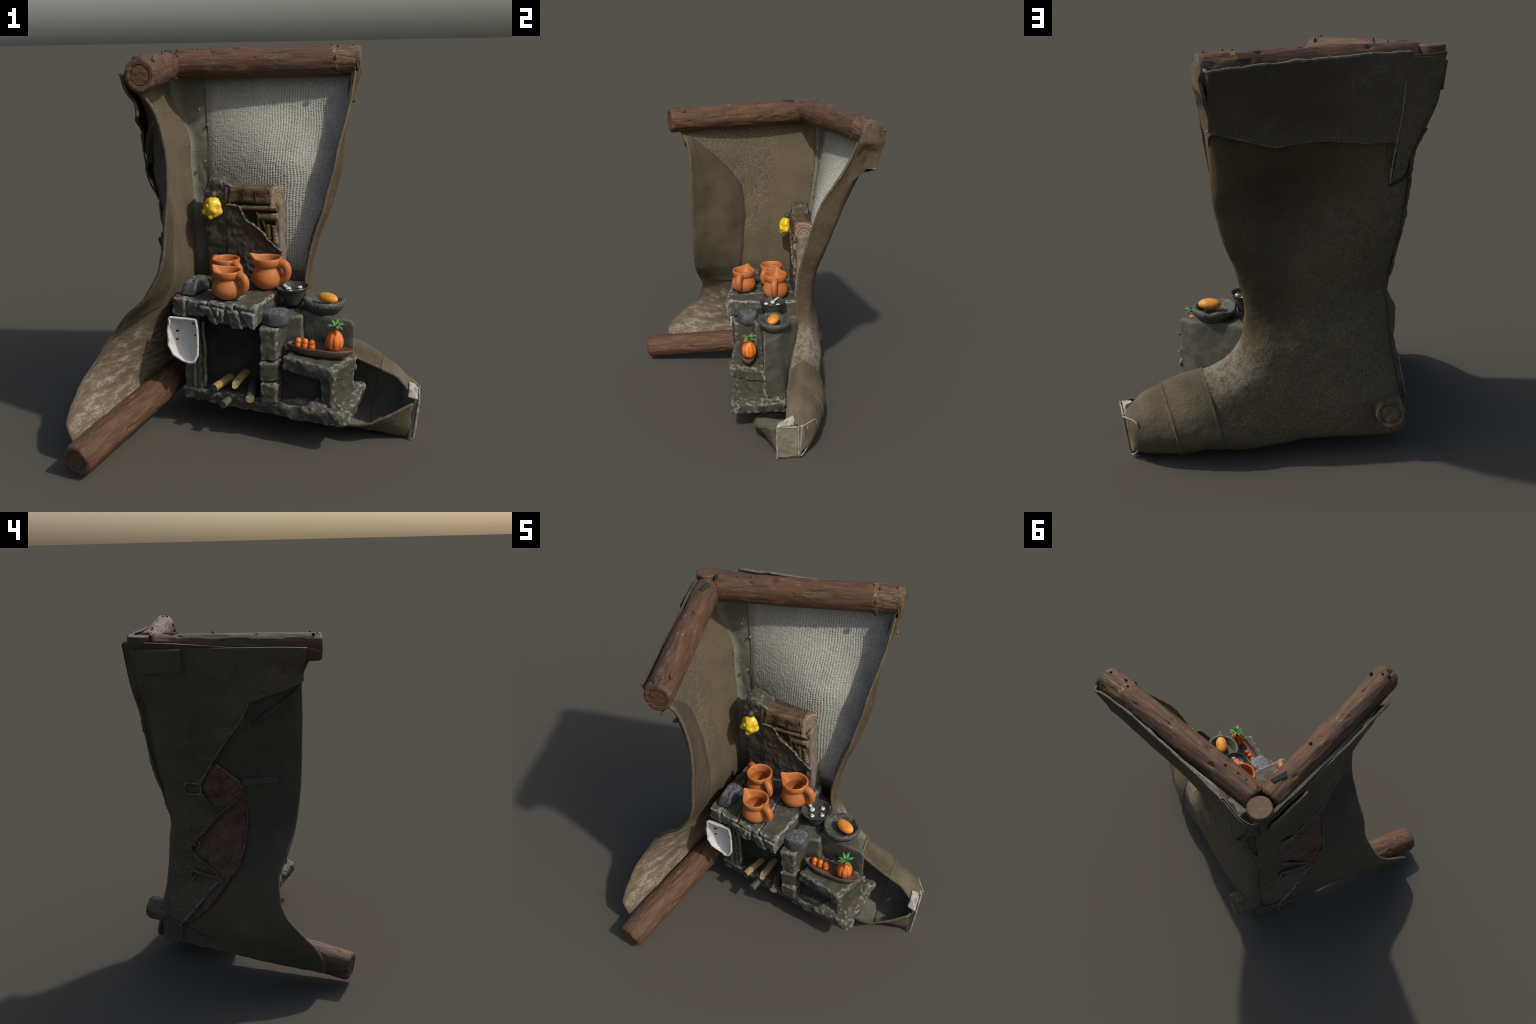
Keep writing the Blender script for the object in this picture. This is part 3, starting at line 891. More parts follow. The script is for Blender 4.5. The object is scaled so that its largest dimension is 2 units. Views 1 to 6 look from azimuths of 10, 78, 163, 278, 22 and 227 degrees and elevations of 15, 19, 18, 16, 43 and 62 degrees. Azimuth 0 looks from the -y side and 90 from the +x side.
# rusty leather showing through the tear
zs = [1.235, 1.17, 1.10, .98, .93]
poly_sheet_flap("leather_patch", zs, [.118, .172, .230, .165, .118], [.108, .045, -.020, -.025, .0], lambda Y, Z, s:   .008 + .024 * np.sin(np.pi * s ** .8) ** .8 + .004 * np.sin(Z * 60), .010, ["red", "red", "red"], seed=5, warp=.004)
zs = [1.06, .98, .88, .72, .66, .56, .50]
poly_sheet_flap("leather_patch", zs, [-.01, .09, .16, .285, .275, .14, .07], [-.03, -.05, -.055, -.045, -.035, .02, .055], lambda Y, Z, s: .010 + .020 * np.sin(np.pi * s) ** .8 + .004 * np.sin(Z * 50 + 30 * Y), .010, ["red", "red", "red"], seed=6, warp=.004)
zs = [.56, .48, .40, .30, .205]
poly_sheet_flap("leather_strip", zs, [.075, .12, .185, .27, .36], [.03, .065, .13, .225, .335], .021, .012, ["red", "red", "red"], seed=7)
strap = np.array([(-.035, 1.05), (.03, .98), (.10, .92), (.18, .82), (.27, .725)])
pts = on_flap(crom(strap, np.linspace(0, 4, 40)), .028)
tube("leather_strap", pts, .021 * (1 + .15 * vnoise(pts, 30, 6)), "strap_red", segs=12, flat=.35)
def edge_cord(name, yz, off, r, mat, seed, n=70):
    yz = np.array(yz)
    pts = on_flap(crom(yz, np.linspace(0, len(yz) - 1, n)), off)
    pts[:, 0] += .003 * vnoise(pts, 40, seed)
    return tube(name, pts, r * (1 + .4 * vnoise(pts, 55, seed)), mat, segs=8)
edge_cord("patch_edge", [(.118, 1.235), (.172, 1.17), (.226, 1.10), (.166, .985), (.120, .935)], .016, .0055, "worn", 3)
edge_cord("patch_edge", [(.118, 1.235), (.075, 1.20), (.040, 1.165), (-.018, 1.105)], .018, .005, "worn", 4)
edge_cord("patch_edge", [(.284, .715), (.278, .66), (.205, .60), (.142, .56), (.075, .505)], .020, .0060, "worn", 5)
edge_cord("patch_edge", [(-.022, 1.09), (-.045, .98), (-.058, .88), (-.050, .74), (-.02, .62), (.04, .53), (.13, .40), (.225, .30), (.335, .21)], .014, .0060, "red", 6, 120)
edge_cord("tear_edge", [(-.080, 1.585), (-.045, 1.51), (.045, 1.38), (.142, 1.225), (.212, 1.095)], .036, .0048, "tear", 7)
edge_cord("tear_edge", [(.075, .50), (.11, .495), (.19, .40), (.27, .30), (.345, .215)], .030, .0070, "worn", 8)
edge_cord("buckle", [(.205, 1.115), (.285, 1.118), (.290, 1.055), (.208, 1.052), (.205, 1.115)], .036, .0055, "worn", 9)
# strap, buckle, hook, cuff tab
def flap_patch(name, y0, y1, z0, z1, off, th, mats, skew=0, seed=0):
    zs = np.linspace(z0, z1, 6)
    return poly_sheet_flap(name, list(zs), list(y0 + skew * (zs - z0)), list(y1 + skew * (zs - z0)), off, th, mats, 16, 24, seed=seed, warp=.0015)

flap_patch("cuff_tab", .50, .262, 1.90, 1.775, .034, .010, ["canvas", "canvas", "rim"], seed=11)
flap_patch("keeper_strap", -.03, -.245, 1.125, 1.085, .014, .014, ["strap", "strap", "strap"], seed=12)
flap_patch("buckle_plate", .286, .208, 1.112, 1.056, .032, .008, ["strap", "strap", "strap"], seed=14)
hook = np.array([(.105, .525), (.17, .535), (.245, .548), (.275, .545), (.28, .515), (.265, .50), (.25, .515)])
pts = on_flap(crom(hook, np.linspace(0, 6, 50)), .028)
tube("leather_hook", pts, np.linspace(.012, .014, 50) * (1 + .2 * vnoise(pts, 50, 9)), "red", segs=10, flat=.8)
hook2 = np.array([(.235, .735), (.222, .715), (.222, .70), (.232, .692)])
pts = on_flap(crom(hook2, np.linspace(0, 3, 20)), .034)
tube("leather_hook", pts, .007, "red", segs=8)
for y, z in ((.095, .975), (.252, .712)):
    V, F = ball_data((0, 0, 0), (.006, .010, .010), 10, 14)
    ob = add("stud", V, F, "rim")
    ob.location = on_flap([(y, z)], .034)[0]
for q, rr in (((-.464, .536, 1.462), .010), ((-.460, .524, 1.398), .009), ((-.458, .532, 1.43), .007)):
    V, F = ball_data((0, 0, 0), (rr, rr * .8, rr * 1.2), 10, 14)
    V = V * (1 + .3 * vnoise(V, 70, 5))[:, None]
    ob = add("seam_knot", V, F, "strap")
    ob.location = q
seam = np.array([RIGHT[k][0] for k in (1, 2, 3, 4, 5, 6)])
pts = crom(seam, np.linspace(.4, 4.6, 160)) + np.array([-.005, .004, 0])
pts[:, :2] += .004 * np.c_[vnoise(pts, 13, 4), vnoise(pts, 15, 5)]
tube("crumpled_seam", pts, .0095 * (1 + .35 * vnoise(pts, 22, 6) + .2 * vnoise(pts, 60, 7)), "canvas", segs=12, wob=.15, seed=3)
# heel band with ragged weld line
band = np.array([(.445, .255), (.40, .235), (.34, .205), (.325, .20), (.28, .195), (.22, .175), (.15, .165)])
pts = on_flap(crom(band, np.linspace(0, 6, 80)), .022)
tube("heel_seam", pts, .006 * (1 + .5 * vnoise(pts, 40, 4)), "rim", segs=8)
stub = on_flap(crom(np.array([(.335, .20), (.345, .17), (.342, .14), (.35, .115)]), np.linspace(0, 3, 24)), .020)
tube("heel_tag", stub, .010 * (1 + .3 * vnoise(stub, 50, 5)), "red", segs=10, flat=.7)

# smooth leather panel lining the front of the flap, inside
zs = [1.765, 1.73, 1.66, 1.56, 1.48, 1.38, 1.28, 1.17, 1.05, .92, .80, .70]
yr_ = [-.372, -.374, -.372, -.370, -.369, -.367, -.365, -.361, -.353, -.341, -.316, -.283]
yl_ = [-.365, -.318, -.235, -.125, -.055, .005, .022, .018, .005, .0, -.01, -.03]
poly_sheet_flap("inner_panel", zs, yl_, yr_, lambda Y, Z, s: -(.016 + .010 * np.minimum(1, (1 - s) * 6) * np.minimum(1, s * 12)), .006, ["panel_in", "panel_in", "rim"], n=110, m=50, inside=True, seed=8)

# ------------------------------------------------------------------ toe plates
block("toe_plate", [(.800, -.032, .014), (.800, .092, .008), (.824, .092, .008), (.824, -.032, .014),
                    (.828, -.038, .238), (.828, .086, .230), (.850, .086, .230), (.850, -.038, .238)], "plate", r=.006, res=.007, amp=.002, nscale=60, seed=3)
for y0, y1 in ((-.034, -.042), (.098, .090)):
    t = np.linspace(0, 1, 24)
    pts = np.c_[.828 + .023 * t, y0 + (y1 - y0) * t, .0125 + .224 * t]
    tube("toe_cord", pts, .0065 * (1 + .35 * vnoise(pts, 60, 6)), "plate", segs=8)
t = np.linspace(0, 1, 24)
pts = np.c_[.852 - .0 * t, -.038 + .125 * t, .240 - .010 * t]
tube("toe_cord", pts, .0045, "plate", segs=8)
block("toe_side_plate", [(.832, .103, .022), (.797, .178, .085), (.770, .150, .085), (.800, .085, .022),
                         (.855, .110, .236), (.799, .207, .236), (.765, .180, .230), (.825, .094, .236)], "plate", r=.004, res=.007, amp=.0015, nscale=60, seed=4)
for pa in ([(.857, .114, .236), (.802, .211, .236), (.799, .187, .11), (.812, .150, .045), (.833, .107, .022), (.846, .110, .13), (.857, .114, .236)],
           [(.838, .150, .228), (.824, .150, .14), (.813, .148, .06)]):
    pts = crom(np.array(pa), np.linspace(0, len(pa) - 1, 60))
    tube("toe_cord", pts, .0042 * (1 + .3 * vnoise(pts, 60, 8)), "plate", segs=8)
V, F = block_data([(.795, -.03, .235), (.795, .072, .235), (.842, .072, .235), (.842, -.045, .235),
                   (.800, .012, .262), (.795, .070, .292), (.842, .072, .276), (.845, -.02, .250)], .010, .006, .005, 40, 8)
add("frayed_lining", V, F, "frayed")

# ------------------------------------------------------------------ logs
def log(name, a, b, r, seed, notch=True):
    a, b = np.array(a, float), np.array(b, float)
    L = np.linalg.norm(b - a)
    n, s = int(L / .008), 64
    x = np.linspace(0, L, n)
    # rounded ends
    e = np.minimum(x, L - x)
    rad = r * (1 - .10 * np.clip(1 - e / .016, 0, 1) ** 2)
    if seed == 3:
        rad = rad * np.interp(x / L, [0, .15, .45, 1], [.86, .90, 1, 1])
    an = np.linspace(0, 2 * np.pi, s, endpoint=False)
    V = np.stack([np.repeat(x[:, None], s, 1), rad[:, None] * np.cos(an), rad[:, None] * np.sin(an)], -1)
    h = .0030 * fbm((V * np.array([.35, 1, 1])).reshape(-1, 3), 22, seed, 3) + .0022 * fbm((V * np.array([.12, 1, 1])).reshape(-1, 3), 70, seed + 7, 2)
    rr = np.stack([0 * V[..., 0], np.cos(an) + 0 * V[..., 0], np.sin(an) + 0 * V[..., 0]], -1)
    h = h - .0065 * np.clip(fbm((V * np.array([.5, 1, 1])).reshape(-1, 3), 34, seed + 40, 2) - .62, 0, 1) / .3
    V = V + rr * h.reshape(n, s, 1)
    if seed < 3:
        V[..., 1] *= .88       # the top logs are a little taller than wide
    # chewed ends
    for k, sg in ((0, 1), (n - 1, -1)):
        bite = np.clip(fbm(rr[k] * .08 + seed, 30, seed + 20, 2) - .25, 0, 1) * .034
        for q in range(3):
            V[k + sg * q, :, 0] += sg * bite * (1 - q / 3)
    V = V.reshape(-1, 3)
    F = [tuple(f) for f in grid_faces(n, s, True, flip=False)]
    # end caps as rings with a groove round the heart
    for k, sg in ((0, -1), (n - 1, 1)):
        prev = np.arange(s) + k * s
        for fr, dz in ((.80, .003), (.60, .0), (.57, -.006), (.54, .0), (.25, .001)):
            base = V[prev[0] - 0:prev[0] + s] if fr == .80 else None
            ring = np.c_[np.full(s, x[k] + sg * dz), fr * r * np.cos(an) * (.88 if seed < 3 else 1), fr * r * np.sin(an)]
            ring[:, 0] += .0025 * fbm(ring, 40, seed + 30, 2)
            ids = np.arange(s) + len(V)
            V = np.concatenate([V, ring])
            for j in range(s):
                q = (j + 1) % s
                f = (prev[j], prev[q], ids[q], ids[j])
                F.append(f if sg > 0 else f[::-1])
            prev = ids
        V = np.concatenate([V, [[x[k], 0, 0]]])
        c = len(V) - 1
        for j in range(s):
            q = (j + 1) % s
            f = (prev[j], prev[q], c)
            F.append(f if sg > 0 else f[::-1])
    F = [f[::-1] for f in F]
    ob = add(name, V, F, {1: "wood_worn", 3: "wood_heel"}.get(seed, "wood"), None, True, None, 45)
    d = Vector(b - a).normalized()
    up = Vector((0, 0, 1))
    yv = up.cross(d).normalized()
    zv = d.cross(yv)
    M = Matrix((d, yv, zv)).transposed().to_4x4()
    M.translation = Vector(a)
    ob.matrix_local = M
    return ob

log_a = log("log", (-.50, .467, 1.903), (.490, .608, 1.911), .0785, 1)
# the cuff leather wraps the end of that log
an = np.linspace(-.30, np.pi + .10, 40)
arch = np.c_[.606 + .071 * np.cos(an), 1.910 + .077 * np.sin(an)]
q = np.linspace(0, 1, 40)
base = np.c_[np.interp(q, [0, .2, .4, .6, .8, 1], [.684, .655, .632, .598, .545, .470]), np.interp(q, [0, .2, .4, .6, .8, 1], [1.86, 1.74, 1.685, 1.685, 1.650, 1.58])]
f = np.linspace(0, 1, 34)
Y = arch[:, None, 0] * (1 - f) + base[:, None, 0] * f
Z = arch[:, None, 1] * (1 - f) + base[:, None, 1] * f
X = .498 - .022 * np.clip((1.86 - Z) / .18, 0, 1) - .022 * np.clip((.56 - Y) / .08, 0, 1) * np.clip((1.86 - Z) / .18, 0, 1) \
    - .045 * np.sin(np.pi * np.clip((Y - .49) / .20, 0, 1)) ** 1.5 * np.clip((1.855 - Z) / .07, 0, 1) \
    + .004 * fbm(np.stack([Y, Y, Z], -1).reshape(-1, 3), 16, 44, 3).reshape(Y.shape) - .012 * np.clip(1 - f * 7, 0, 1) ** 2
ww = np.clip((1.76 - Z) / .12, 0, 1) * np.clip((.60 - Y) / .07, 0, 1)
X = X * (1 - ww) + (.456 + .20 * (Z - 1.70)) * ww
sheet("cuff_end", np.stack([X, Y, Z], -1), .014, ["cuff_end", "cuff_end", "rim"], outward=np.array([1.0, 0, 0]), push=(1, 0, 0))
log_b = log("log", (-.540, .432, 1.894), (-.398, -.492, 1.882), .0785, 2)
log_c = log("log", (-.368, .576, .250), (-.752, -.676, .104), .081, 3)

# hinge peg
prof = [(0.0, 1.90), (.050, 1.90), (.054, 1.905), (.056, 1.915), (.060, 1.925), (.061, 1.962), (.056, 1.967), (.03, 1.966), (.0, 1.966)]
V = lathe(prof, 40)
V[..., 2] += fbm(V.reshape(-1, 3), 25, 9, 2).reshape(V.shape[:2]) * .0015
V = V.reshape(-1, 3) + np.array([-.565, .503, 0])
add("hinge_peg", V, [tuple(f) for f in grid_faces(len(prof), 40, True)], "peg", None, True, None, 40)
# knot hole at the end of the flap log
block("log_notch", [(-.535, .300, 1.960), (-.500, .285, 1.960), (-.490, .375, 1.960), (-.520, .380, 1.960),
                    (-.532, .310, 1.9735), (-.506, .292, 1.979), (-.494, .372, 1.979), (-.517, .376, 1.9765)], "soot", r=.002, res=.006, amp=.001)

# nails
def nail_mesh():
    prof = [(0, .012), (.004, .010), (.007, .004), (.0085, -.004), (.0085, -.012)]
    V = lathe(prof, 12).reshape(-1, 3)
    return V, [tuple(f)[::-1] for f in grid_faces(len(prof), 12, True)]
V, F = nail_mesh()
first = None
for p in [(-.372, .470, 1.978), (-.30, .487, 1.980), (.341, .575, 1.985), (.375, .560, 1.985), (.46, .588, 1.984), (.365, .520, 1.930),
          (-.467, .104, 1.968), (-.406, -.433, 1.960), (-.361, -.400, 1.950), (-.42, .462, 1.975), (-.405, -.47, 1.955),
          (-.640, -.300, .205)]:
    ob = add("nail", V, F, "nail") if first is None else share(first, "nail")
    first = first or ob
    ob.location = p
    ob.rotation_euler = (rng.normal(0, .15), rng.normal(0, .15), 0)
first = None
for p in [(.367, .516, 1.868), (-.43, -.452, 1.945)]:
    V2, F2 = ball_data((0, 0, 0), (.015, .012, .017), 10, 14)
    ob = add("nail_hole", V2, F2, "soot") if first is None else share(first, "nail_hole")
    first = first or ob
    ob.location = p

# ------------------------------------------------------------------ stove
# base slab
stove = block("stove", [(-.400, -.008, .146), (.484, -.266, .150), (.553, .085, .158), (-.36, .36, .165),
                        (-.402, -.014, .220), (.478, -.258, .238), (.548, .085, .250), (-.36, .36, .225)], "stone", r=.016, res=.010, amp=.006, nscale=26, seed=1, chips=.010)
def part(name, c8, mat, **kw):
    kw.setdefault("r", .010)
    kw.setdefault("res", .009)
    return block(name, c8, mat, stove, **kw)

# rough rock under the right hand corner
part("base_rock", [(.405, -.260, .152), (.498, -.272, .160), (.572, .095, .165), (.45, .11, .16),
                   (.43, -.212, .250), (.512, -.228, .230), (.576, .080, .270), (.47, .10, .264)], "stone", r=.026, amp=.009, nscale=24, seed=2, chips=.016)
# inner core walls
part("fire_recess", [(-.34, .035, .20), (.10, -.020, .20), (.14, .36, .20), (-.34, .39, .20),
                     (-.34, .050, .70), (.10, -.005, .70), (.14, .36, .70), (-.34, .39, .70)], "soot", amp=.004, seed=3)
part("stove_leg", [(-.398, -.005, .160), (-.275, -.028, .160), (-.260, .22, .19), (-.365, .26, .19),
                   (-.375, -.010, .68), (-.300, -.035, .68), (-.270, .22, .68), (-.360, .26, .68)], "stone_smooth", r=.02, amp=.007, nscale=18, seed=4)
for x0, z1 in ((-.362, .62), (-.305, .60)):
    z = np.linspace(.235, z1, 30)
    pts = np.c_[np.full(30, x0 + .03) + .008 * vnoise(np.c_[z, z, z], 9, 3), -.024 - .05 * 0 * z, z]
    tube("leg_rib", pts, .010, "stone_smooth", stove, segs=10)

# counter stones: break lines across the slab, left to right
FRONT = np.array([(-.428, -.072), (-.347, -.094), (-.229, -.128), (-.078, -.174), (.042, -.200)])
BACK = np.array([(-.345, .330), (-.28, .34), (-.17, .335), (-.02, .33), (.165, .30)])
BOT = [(-.415, -.045, .640), (-.345, -.068, .640), (-.228, -.100, .655), (-.078, -.150, .640), (.036, -.188, .638)]
zt = [.742, .738, .742, .746]
first_z = [.640, .648, .640, .632]
for k in range(4):
    a, b = FRONT[k], FRONT[k + 1]
    c, d = BACK[k + 1], BACK[k]
    g = .0018
    u = (b - a) / np.linalg.norm(b - a)
    v = (c - d) / np.linalg.norm(c - d)
    a, b, c, d = a + u * g, b - u * g, c - v * g, d + v * g
    zb = first_z[k]
    tilt = (0, .012, -.010, 0)[k]
    part("counter_stone", [(*(a + [0.0, .010]), zb), (*(b + [-.002, .012]), zb + tilt), (*(c), zb), (*d, zb),
                           (*a, zt[k]), (*b, zt[k]), (*c, zt[k] + .004), (*d, zt[k] + .004)], "counter",
         r=.009, res=.008, amp=.005, nscale=30, seed=10 + k, chips=.010, flat_amp=.002)
# slanting wedge stones hanging under the counter edge
for k, (x0, x1, x2, x3, zl) in enumerate(((-.275, -.205, -.195, -.165, .628), (-.205, -.13, -.165, -.135, .640), (-.120, -.055, -.090, -.030, .620), (-.045, .030, .005, .034, .628))):
    fy = lambda x: np.interp(x, FRONT[:, 0], FRONT[:, 1])
    part("lintel_stone", [(x2, fy(x2) - .004, zl), (x3, fy(x3) - .004, zl), (x3, fy(x3) + .06, zl), (x2, fy(x2) + .06, zl),
                          (x0, fy(x0) - .009, .718), (x1, fy(x1) - .009, .718), (x1, fy(x1) + .06, .718), (x0, fy(x0) + .06, .718)], "counter",
         r=.008, res=.008, amp=.003, nscale=34, seed=20 + k, chips=.006)
V, F = ball_data((0, 0, 0), (.008, .008, .022), 10, 12)
ob = add("drip", V, F, "counter", stove)
ob.location = (-.165, -.155, .695)

# brick pillar
for k, (z0, z1, ex) in enumerate(((.225, .335, -.002), (.341, .446, .004), (.452, .632, .0))):
    wob = (.006, 0, -.004)[k]
    zt_ = z1
    part("pillar_brick", [(.055 - ex, -.168 - wob, z0), (.138 + ex, -.164 - wob, z0), (.215, .10, z0), (.07, .10, z0),
                          (.048 - ex, -.178 - wob, zt_), (.138 + ex, -.172 - wob, zt_ - (.008 if k == 2 else 0)), (.225, .10, zt_), (.06, .10, zt_)], "stone",
         r=.008, amp=.004, nscale=32, seed=30 + k, chips=.008)
# block behind the pillar that carries the bowl
part("bowl_block", [(.10, -.055, .55), (.225, -.040, .55), (.255, .30, .55), (.10, .33, .55),
                    (.125, -.035, .655), (.225, -.010, .660), (.245, .26, .685), (.125, .30, .685)], "stone_smooth", r=.018, amp=.004, nscale=18, seed=35)
part("back_block", [(.10, -.06, .20), (.26, -.07, .20), (.26, .33, .20), (.10, .33, .20),
                    (.10, -.06, .66), (.255, -.05, .66), (.25, .30, .66), (.10, .33, .66)], "stone_smooth", r=.012, amp=.003, nscale=18, seed=36)
# mortar stand with slanting right face
part("mortar_stand", [(.245, .000, .22), (.520, -.055, .22), (.470, .110, .22), (.24, .33, .22),
                      (.240, -.010, .676), (.522, -.056, .642), (.470, .045, .650), (.235, .250, .680)], "stone_smooth", r=.026, amp=.004, nscale=14, seed=37)
# shelf, its leg and dark niche
part("shelf_stone", [(.165, -.176, .410), (.432, -.258, .382), (.538, -.030, .370), (.24, .00, .41),
                     (.160, -.176, .490), (.432, -.250, .464), (.540, -.056, .466), (.24, .00, .490)], "stone", r=.014, amp=.005, nscale=26, seed=38, chips=.012)
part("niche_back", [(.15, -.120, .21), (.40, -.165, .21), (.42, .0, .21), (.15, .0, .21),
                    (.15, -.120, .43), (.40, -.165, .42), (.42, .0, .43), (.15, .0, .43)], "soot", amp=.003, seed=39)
part("shelf_leg", [(.365, -.185, .22), (.432, -.208, .225), (.535, -.02, .23), (.38, .0, .22),
                   (.352, -.195, .41), (.420, -.218, .40), (.520, -.03, .39), (.37, .0, .41)], "stone", r=.018, amp=.006, nscale=24, seed=40, chips=.010)
part("niche_rubble", [(.16, -.150, .225), (.40, -.215, .225), (.40, -.13, .225), (.16, -.09, .225),
                      (.16, -.140, .240), (.40, -.200, .255), (.40, -.13, .262), (.16, -.09, .25)], "stone", r=.008, amp=.009, nscale=30, seed=41)

# loose stones
part("loose_stone", [(-.385, -.045, .743), (-.305, -.050, .743), (-.262, .085, .743), (-.365, .110, .743),
                     (-.378, -.020, .800), (-.312, -.015, .808), (-.262, .085, .822), (-.350, .115, .818)], "slate", r=.010, amp=.006, nscale=24, seed=42, chips=.006)
def slate_disc():
    prof = []
    an = np.linspace(0, 2 * np.pi, 60, endpoint=False)
    out = np.array([1 + .10 * math.cos(2 * a - .9) + .06 * math.cos(3 * a + 1) + .03 * math.cos(5 * a) for a in an])
    rings = [(0, .0), (.5, .0), (.80, .0), (.92, -.004), (1.0, -.014), (1.05, -.032), (1.10, -.050), (1.06, -.06), (.5, -.062)]
    V = []
    for f, dz in rings:
        V.append(np.c_[f * .060 * out * np.cos(an), f * .075 * out * np.sin(an), np.full(60, dz)])
    V = np.array(V)
    V[..., 2] += .004 * fbm(V.reshape(-1, 3), 30, 5, 3).reshape(V.shape[:2])
    V[2:, :, :2] *= (1 + .05 * fbm(V[2:].reshape(-1, 3), 25, 6, 2).reshape(len(rings) - 2, 60, 1))
    return V.reshape(-1, 3), [tuple(f) for f in grid_faces(len(rings), 60, True, flip=False)]
V, F = slate_disc()
a = math.radians(-38)
R = np.array([[math.cos(a), -math.sin(a), 0], [math.sin(a), math.cos(a), 0], [0, 0, 1]])
ob = add("slate_disc", V @ R.T, F, "slate", stove, True, None, 55)
ob.location = (.124, -.078, .693)

# firewood
for k, (e, d, L, r, chip) in enumerate((((-.205, -.118, .266), (.42, .90, .06), .30, .0215, False), ((-.094, -.140, .300), (.25, .95, .08), .30, .022, True),
                                        ((-.004, -.165, .240), (-.06, 1, .10), .32, .023, False), ((-.152, -.155, .190), (.30, .95, .10), .30, .0215, False),
                                        ((-.232, -.075, .205), (.35, .93, .04), .25, .020, False))):
    d = np.array(d) / np.linalg.norm(d)
    n, s = 30, 20
    x = np.linspace(0, L, n)
    an = np.linspace(0, 2 * np.pi, s, endpoint=False)
    V = np.stack([np.repeat(x[:, None], s, 1), r * np.cos(an) + 0 * x[:, None], r * np.sin(an) + 0 * x[:, None]], -1)
    V[..., 1:] *= 1 + .07 * fbm((V * np.array([.3, 1, 1])).reshape(-1, 3), 40, 60 + k, 2).reshape(n, s, 1)
    if chip:
        V[:4, :, 0] += np.clip(np.sin(an) * .5 + .5, 0, 1) * np.array([.07, .055, .04, .02])[:, None]
    V = V.reshape(-1, 3)
    F = [tuple(f)[::-1] for f in grid_faces(n, s, True)]
    V = np.concatenate([V, [[(.035 if chip else .0), 0, 0]], [[L, 0, 0]]])
    fm = [0] * len(F)
    for j in range(s):
        F.append((len(V) - 2, j, (j + 1) % s)[::-1])
        fm.append(1)
        F.append((len(V) - 1, (n - 1) * s + j, (n - 1) * s + (j + 1) % s))
        fm.append(0)
    ob = add("firewood", V, F, ["firewood" if k < 2 else "oldwood", "endgrain" if k in (1, 2) else "oldwood"], stove, True, fm, 50)
    dv = Vector(d)
    yv = Vector((0, 0, 1)).cross(dv).normalized()
    M = Matrix((dv, yv, dv.cross(yv))).transposed().to_4x4()
    M.translation = Vector(e)
    ob.matrix_local = M

# basin hung on the front
def basin():
    n, m = 40, 28
    # outline rows from top to bottom: left and right ends
    zz = np.linspace(0, 1, n)
    lx = np.interp(zz, [0, .3, .65, .85, 1], [-.437, -.447, -.444, -.420, -.360])
    rx = np.interp(zz, [0, .3, .8, .95, 1], [-.292, -.284, -.288, -.305, -.330])
    z = .636 - .236 * zz
    s = np.linspace(0, 1, m)
    X = lx[:, None] * (1 - s) + rx[:, None] * s
    Z = np.repeat(z[:, None], m, 1) + .012 * (s[None] - .5) * 0
    front = -.092 - .020 * s[None] - .010 * zz[:, None]
    e = np.minimum(np.minimum(s, 1 - s)[None] * 3.2, np.minimum(zz, 1 - zz)[:, None] * 4.2)
    dish = .048 * np.clip(e, 0, 1) ** .6
    Y = front + dish
    P = np.stack([X, Y, Z], -1)
    P[:, 0, 0] += .006 * vnoise(P[:, 0], 35, 4)
    P[-1, :, 2] += .005 * vnoise(P[-1], 35, 5)
    return P
bs = sheet("basin", basin(), .009, ["basin", "basin", "basin"], outward=np.array([0, -1.0, 0]))
pr = basin()
loop = np.concatenate([pr[0], pr[1:, -1], pr[-1, ::-1][1:], pr[::-1, 0][1:]])
loop = loop + np.array([0, .002, 0])
V, F = tube_data(loop, .0062 * (1 + .25 * vnoise(loop, 50, 7)), 8)
add("basin_rim", V, F, "basin", bs)
first = None
for x, y, z, rx in ((-.405, -.062, .555, .011), (-.408, -.062, .508, .009), (-.312, -.082, .605, .008), (-.303, -.092, .545, .004)):
    V, F = ball_data((0, 0, 0), (rx, .006, .005), 8, 12)
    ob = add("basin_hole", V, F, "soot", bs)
    ob.location = (x, y, z)

# ------------------------------------------------------------------ back panel
def pf(x):
    return .325 - (x + .316) * .128      # front plane of the panel
def slab(name, x0, x1, z0, z1, d0, d1, mat, parent, x0t=None, x1t=None, **kw):
    """slab on the panel plane, from depth d1 (behind) to d0 (in front, positive forward)"""
    x0t = x0 if x0t is None else x0t
    x1t = x1 if x1t is None else x1t
    return block(name, [(x0, pf(x0) - d0, z0), (x1, pf(x1) - d0, z0), (x1, pf(x1) - d1, z0), (x0, pf(x0) - d1, z0),
                        (x0t, pf(x0t) - d0, z1), (x1t, pf(x1t) - d0, z1), (x1t, pf(x1t) - d1, z1), (x0t, pf(x0t) - d1, z1)], mat, parent, **kw)

back_panel = block("back_panel", [(-.312, .330, .70), (.118, .290, .70), (.145, .350, .70), (-.32, .405, .70),
                                  (-.326, .342, 1.24), (.050, .300, 1.245), (.113, .385, 1.25), (-.33, .46, 1.24)], "panel", r=.014, res=.010, amp=.005, nscale=22, seed=50)
